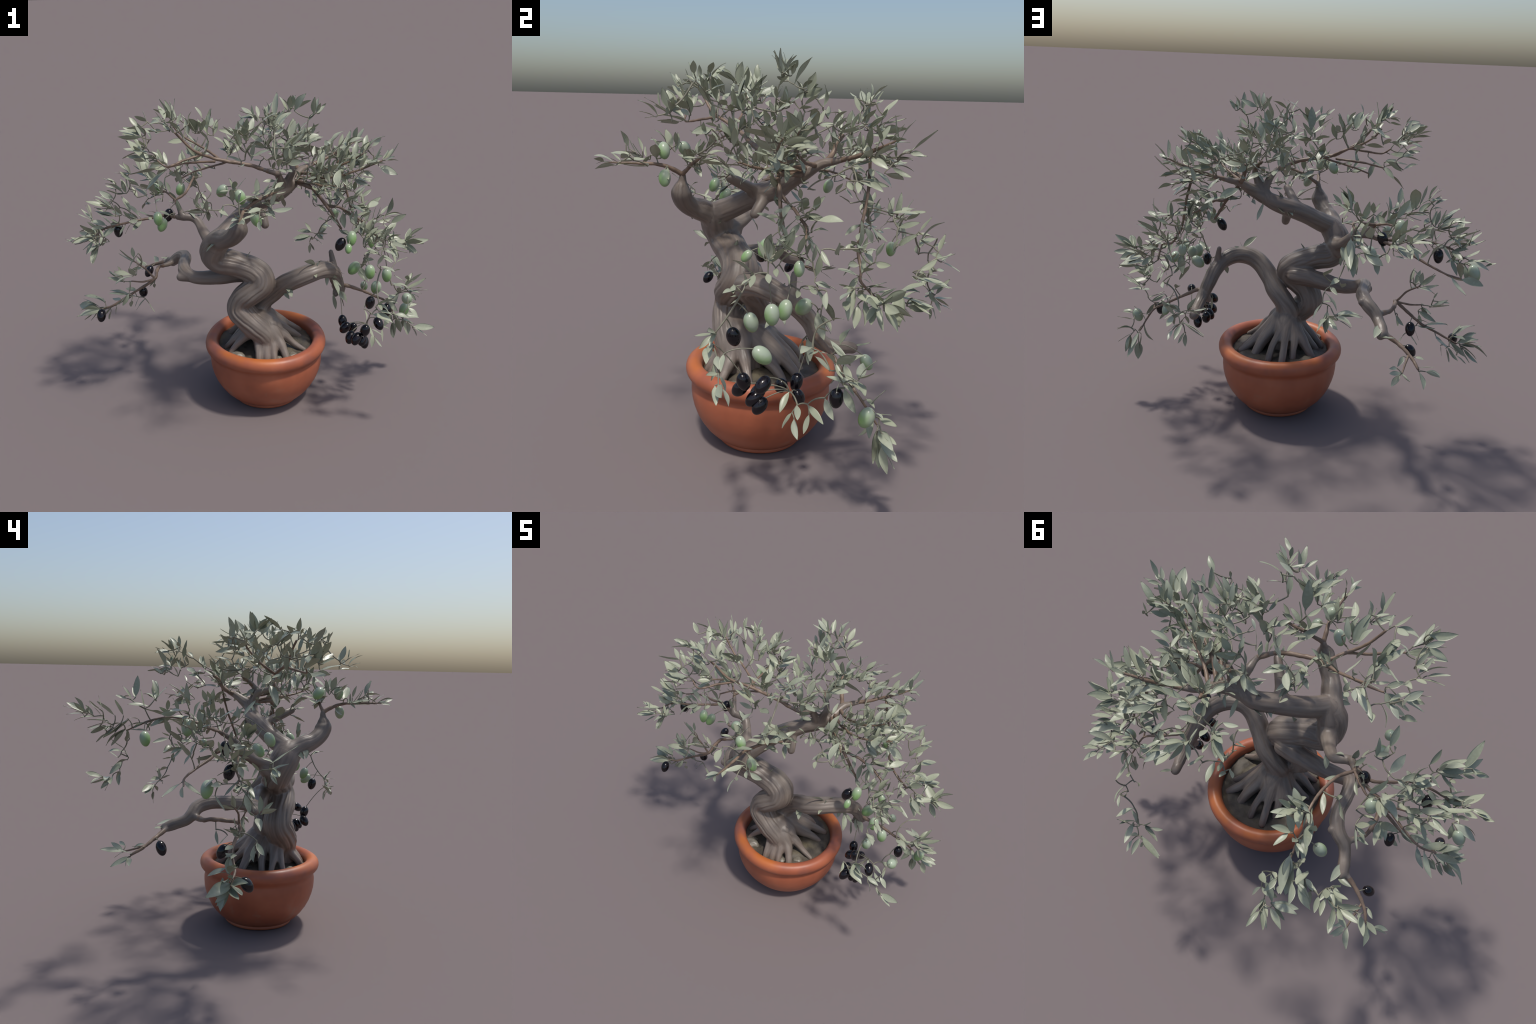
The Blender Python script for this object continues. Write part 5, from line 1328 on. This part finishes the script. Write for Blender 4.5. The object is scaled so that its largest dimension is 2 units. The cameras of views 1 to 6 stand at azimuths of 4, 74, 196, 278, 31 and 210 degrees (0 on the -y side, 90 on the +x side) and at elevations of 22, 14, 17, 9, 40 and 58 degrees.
def split_body(body, cid, curves):
    """Cut the one smooth body into named parts that share border vertices and normals."""
    label = {"trunk": "trunk", "rb": "branch.a", "lb": "branch.b", "lbstub": "branch.b", "crown": "branch.c", "E": "branch.d",
             "lm": "branch.e", "lmup": "branch.e", "stub": "branch.c", "finger": "branch.f", "P": "branch.g", "K": "branch.h"}
    names = [label.get(c[0], "root" if c[0] == "root" else "branch.c") for c in curves]
    keys = sorted(set(names))
    code = np.array([keys.index(x) for x in names])[cid]
    normals = np.array([v.normal[:] for v in body.vertices])
    co = np.array([v.co[:] for v in body.vertices])
    at = {}
    for nm in ("around", "along"):
        v = np.empty(len(co))
        body.attributes[nm].data.foreach_get("value", v)
        at[nm] = v
    polys = [tuple(p.vertices) for p in body.polygons]
    pc = [code[p[0]] for p in polys]
    made = {}
    for ki, key in enumerate(keys):
        fs = [p for p, c in zip(polys, pc) if c == ki]
        if not fs:
            continue
        used = sorted({v for f in fs for v in f})
        remap = {v: i for i, v in enumerate(used)}
        nm = key.split(".")[0]
        me = mesh_from(nm, co[used], [[remap[v] for v in f] for f in fs])
        for a, v in at.items():
            x = me.attributes.new(a, "FLOAT", "POINT")
            x.data.foreach_set("value", v[used])
        me.normals_split_custom_set_from_vertices([tuple(normals[v]) for v in used])
        made[key] = new_object(nm, me, tree, [M_BARK])
    return made


def build_twigs():
    made = {}
    for name, ctrl in WOOD.items():
        _, thin = split_thick(ctrl)
        if len(thin) < 2:
            continue
        pts = spline(thin, 0.009)
        pts[:, 3] = np.minimum(pts[:, 3], np.maximum.accumulate(pts[::-1, 3])[::-1]) * TWIG_SCALE
        for i in range(1, len(pts)):
            v = Vector(pts[i, :3])
            pts[i, :3] += np.array([noise.noise(v * 30), noise.noise(v * 30 + Vector((5, 0, 0))), noise.noise(v * 30 + Vector((0, 5, 0)))]) * 0.002
            pts[i, 3] *= 1 + 0.22 * noise.noise(v * 55)
        verts, faces = [], []
        tube(pts, 10, verts, faces)
        me = mesh_from("twig", verts, faces)
        me.materials.append(M_TWIG if pts[:, 3].mean() > 0.0045 else M_SHOOT)
        made[name] = new_object("twig", me, tree)
    return made


# ------------------------------------------------------------------ leaves
def leaf_mesh(name, width, curl, fold, twist, skew):
    """A lance-shaped olive blade, one unit long along +Y, with a short stalk, a sunk midrib and real thickness."""
    nl, nw = 14, 6
    th = 0.011
    top, bot = [], []
    for i in range(nl + 1):
        t = i / nl
        s = max(0.0, (t - 0.05) / 0.95)
        half = 0.5 * width * (math.sin(math.pi * s ** 0.86) ** 0.82 if 0 < s < 1 else 0.0)
        half = max(half, 0.016 * (1 - t) + 0.003)
        zc = curl * (t - t * t) * 4 * 0.25 - curl * 0.35 * t * t
        xc = skew * math.sin(math.pi * t) * 0.06
        a = twist * (t - 0.3)
        for j in range(nw + 1):
            u = -1 + 2 * j / nw
            x, z = u * half, fold * (abs(u) ** 1.4) * half - 0.006 * math.exp(-(u * 5) ** 2)
            edge = 1 - 0.8 * abs(u) ** 3
            wav = 0.010 * math.sin(9 * t + 2 * u + skew * 3) * abs(u)
            for lst, sg in ((top, 1), (bot, -1)):
                zz = z + wav + sg * th * 0.5 * edge
                lst.append((xc + x * math.cos(a) - zz * math.sin(a), t, zc + x * math.sin(a) + zz * math.cos(a)))
    nv = len(top)
    verts = top + bot
    faces = []
    w = nw + 1
    for i in range(nl):
        for j in range(nw):
            q = (i * w + j, i * w + j + 1, (i + 1) * w + j + 1, (i + 1) * w + j)
            faces.append(q)
            faces.append(tuple(nv + k for k in reversed(q)))
    rim = [i * w for i in range(nl + 1)] + [nl * w + j for j in range(1, w)] + [i * w + nw for i in range(nl - 1, -1, -1)] + [j for j in range(nw - 1, 0, -1)]
    for k in range(len(rim)):
        a, b = rim[k], rim[(k + 1) % len(rim)]
        faces.append((a, nv + a, nv + b, b))
    me = mesh_from(name, verts, faces)
    me.materials.append(M_LEAF)
    return me


BLADES = [leaf_mesh("leaf", w, c, f, t, k) for w, c, f, t, k in
          ((0.25, 0.10, 0.20, 0.15, 0.3), (0.27, 0.22, 0.10, -0.2, -0.6), (0.23, -0.10, 0.32, 0.3, 0.8),
           (0.29, 0.05, 0.14, -0.4, 0.2), (0.26, 0.30, 0.26, 0.5, -0.3), (0.24, 0.0, 0.05, 0.1, 0.0))]


def leaf_matrix(base, tip, roll, wide):
    b, t = Vector(base), Vector(tip)
    y = t - b
    L = y.length
    y.normalize()
    up = Vector((0, 0, 1))
    z = up - y * up.dot(y)
    if z.length < 0.35:                       # an upright leaf shows its face outwards
        out = Vector((b.x - 0.05, b.y + 0.05, 0.1))
        z = z + out - y * out.dot(y)
    z.normalize()
    z = Matrix.Rotation(roll, 3, y) @ z
    x = y.cross(z)
    m = Matrix((x * L * wide, y * L, z * L)).transposed().to_4x4()
    m.translation = b
    return m


def dense(pts, step):
    p = np.array(pts)[:, :3]
    s = np.r_[0, np.cumsum(np.linalg.norm(np.diff(p, axis=0), axis=1))]
    t = np.linspace(0, s[-1], max(2, int(s[-1] / step)))
    return np.stack([np.interp(t, s, p[:, i]) for i in range(3)], 1)


def bezier(a, c, b, n=7):
    t = np.linspace(0, 1, n)[:, None]
    return (1 - t) ** 2 * a + 2 * t * (1 - t) * c + t * t * b


def build_foliage(twigs):
    sprigs = []                               # (base, tip, spray name)
    for name, rows in LEAVES.items():
        for r in rows:
            sprigs.append((np.array(r[:3]), np.array(r[3:]), name))
    # extra leaf pairs, by rule, along the leafy twigs
    for name, (t0, t1, pairs, length) in FILL.items():
        pts = spline(WOOD[name], 0.01)
        tan, u, w = frames(pts)
        for k in range(pairs):
            t = t0 + (t1 - t0) * (k + rnd.random() * 0.7) / pairs
            i = min(len(pts) - 1, int(t * (len(pts) - 1)))
            a0 = k * math.pi / 2 + rnd.uniform(-0.5, 0.5)
            for side in (0, math.pi):
                a = a0 + side + rnd.uniform(-0.3, 0.3)
                lean = rnd.uniform(0.55, 1.15)
                d = tan[i] * math.cos(lean) + (u[i] * math.cos(a) + w[i] * math.sin(a)) * math.sin(lean) + np.array([0, 0, 0.25])
                d /= np.linalg.norm(d)
                b = pts[i, :3] + d * rnd.uniform(0.008, 0.03)
                sprigs.append((b, b + d * length * rnd.uniform(0.75, 1.2), name))
    # shoots: each leaf stalk grows from the nearest wood, chaining outwards
    wood = [dense(spline(c, 0.01), 0.01) for c in WOOD.values()]
    owner = np.concatenate([np.full(len(p), i) for i, p in enumerate(wood)])
    net = np.concatenate(wood)
    B = np.array([s[0] for s in sprigs])
    D = np.full(len(B), 1e9)
    J = np.zeros(len(B), dtype=np.int64)

    def update(lo):
        for i in range(len(B)):
            d = np.linalg.norm(net[lo:] - B[i], axis=1)
            j = d.argmin()
            if d[j] < D[i]:
                D[i], J[i] = d[j], lo + j
    update(0)
    verts, faces = [], []
    left = np.ones(len(B), bool)
    tips = []
    wnames = list(WOOD)
    for _ in range(len(B)):
        i = np.where(left, D, 1e9).argmin()
        left[i] = False
        a, b = net[J[i]], B[i]
        d = np.linalg.norm(b - a)
        own = owner[J[i]]
        if d > 0.005:
            ld = sprigs[i][1] - b
            ld = ld / (np.linalg.norm(ld) + 1e-9)
            c = (a + b) / 2 - ld * d * 0.22 + np.array([0, 0, 0.05 * d])
            p = bezier(a, c, b)
            r = 0.0022 + 0.0014 * min(1, d / 0.1)
            tube(np.c_[p, np.linspace(r * 1.15, r * 0.85, len(p))], 7, verts, faces)
            lo = len(net)
            q = dense(p, 0.008)
            net = np.concatenate([net, q])
            owner = np.concatenate([owner, np.full(len(q), own)])
            update(lo)
        tips.append((i, wnames[own]))
    me = mesh_from("shoot", verts, faces)
    ob = new_object("shoot", me, tree, [M_SHOOT])
    ob["kind"] = "stuff"
    # blades: the 300 largest as objects of their own, the rest joined
    order = sorted(tips, key=lambda q: -np.linalg.norm(sprigs[q[0]][1] - sprigs[q[0]][0]))
    rest_v, rest_f = [], []
    for rank, (i, own) in enumerate(order):
        b, t, _ = sprigs[i]
        me = BLADES[rnd.randrange(len(BLADES))]
        m = leaf_matrix(b, t, rnd.gauss(0, 0.55), LEAF_WIDE * rnd.uniform(0.88, 1.18))
        if rank < 300:
            ob = bpy.data.objects.new("leaf", me)
            scene_col.objects.link(ob)
            ob.parent = twigs.get(own, tree)
            ob.matrix_local = m
        else:
            k = len(rest_v)
            rest_v.extend([(m @ v.co)[:] for v in me.vertices])
            rest_f.extend([tuple(k + q for q in p.vertices) for p in me.polygons])
    if rest_v:
        me = mesh_from("foliage", rest_v, rest_f)
        ob = new_object("foliage", me, tree, [M_LEAF_SMALL])
        ob["kind"] = "stuff"
    return net, len(sprigs)


# ------------------------------------------------------------------ olives
def olive_mesh(name, mat):
    bm = bmesh.new()
    bmesh.ops.create_uvsphere(bm, u_segments=32, v_segments=20, radius=1.0)
    for v in bm.verts:
        z = v.co.z
        f = 1 + 0.05 * z
        v.co.x *= 0.0255 * f
        v.co.y *= 0.0255 * f
        v.co.z = z * 0.0375 + (0.0018 if z < -0.995 else 0)
    me = bpy.data.meshes.new(name)
    bm.to_mesh(me)
    bm.free()
    me.polygons.foreach_set("use_smooth", [True] * len(me.polygons))
    me.materials.append(mat)
    return me


def build_olives(net):
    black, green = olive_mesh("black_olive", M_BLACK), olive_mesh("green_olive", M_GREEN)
    verts, faces = [], []
    for x, y, z, kind, size in OLIVES:
        c = np.array([x, y, z])
        up = c + np.array([0, 0, 0.055])
        j = np.linalg.norm(net - up, axis=1).argmin()
        d = net[j] - c
        far = np.linalg.norm(d)
        axis = d / (far + 1e-9) * 0.8 + np.array([rnd.uniform(-.25, .25), rnd.uniform(-.25, .25), 0.8])
        axis /= np.linalg.norm(axis)
        head = c + axis * 0.0375 * size
        if np.linalg.norm(net[j] - head) > 0.004:
            mid = (net[j] + head) / 2 + axis * 0.25 * np.linalg.norm(net[j] - head)
            p = bezier(net[j], mid, c + axis * 0.034 * size, 9)
            tube(np.c_[p, np.full(len(p), 0.0022)], 7, verts, faces)
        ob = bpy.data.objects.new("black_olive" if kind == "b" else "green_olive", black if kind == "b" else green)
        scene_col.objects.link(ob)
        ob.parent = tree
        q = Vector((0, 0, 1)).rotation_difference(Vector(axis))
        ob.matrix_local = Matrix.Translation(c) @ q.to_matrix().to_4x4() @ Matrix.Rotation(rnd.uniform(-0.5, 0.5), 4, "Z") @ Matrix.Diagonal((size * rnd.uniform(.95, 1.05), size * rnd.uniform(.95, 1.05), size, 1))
    me = mesh_from("olive_stalk", verts, faces)
    ob = new_object("olive_stalk", me, tree, [M_SHOOT])
    ob["kind"] = "stuff"


build_pot()
build_soil()
build_stones()
body, cid, curves = build_body()
split_body(body, cid, curves)
bpy.data.meshes.remove(body)
twigs = build_twigs()
net, count = build_foliage(twigs)
build_olives(net)
print("leaves", count)
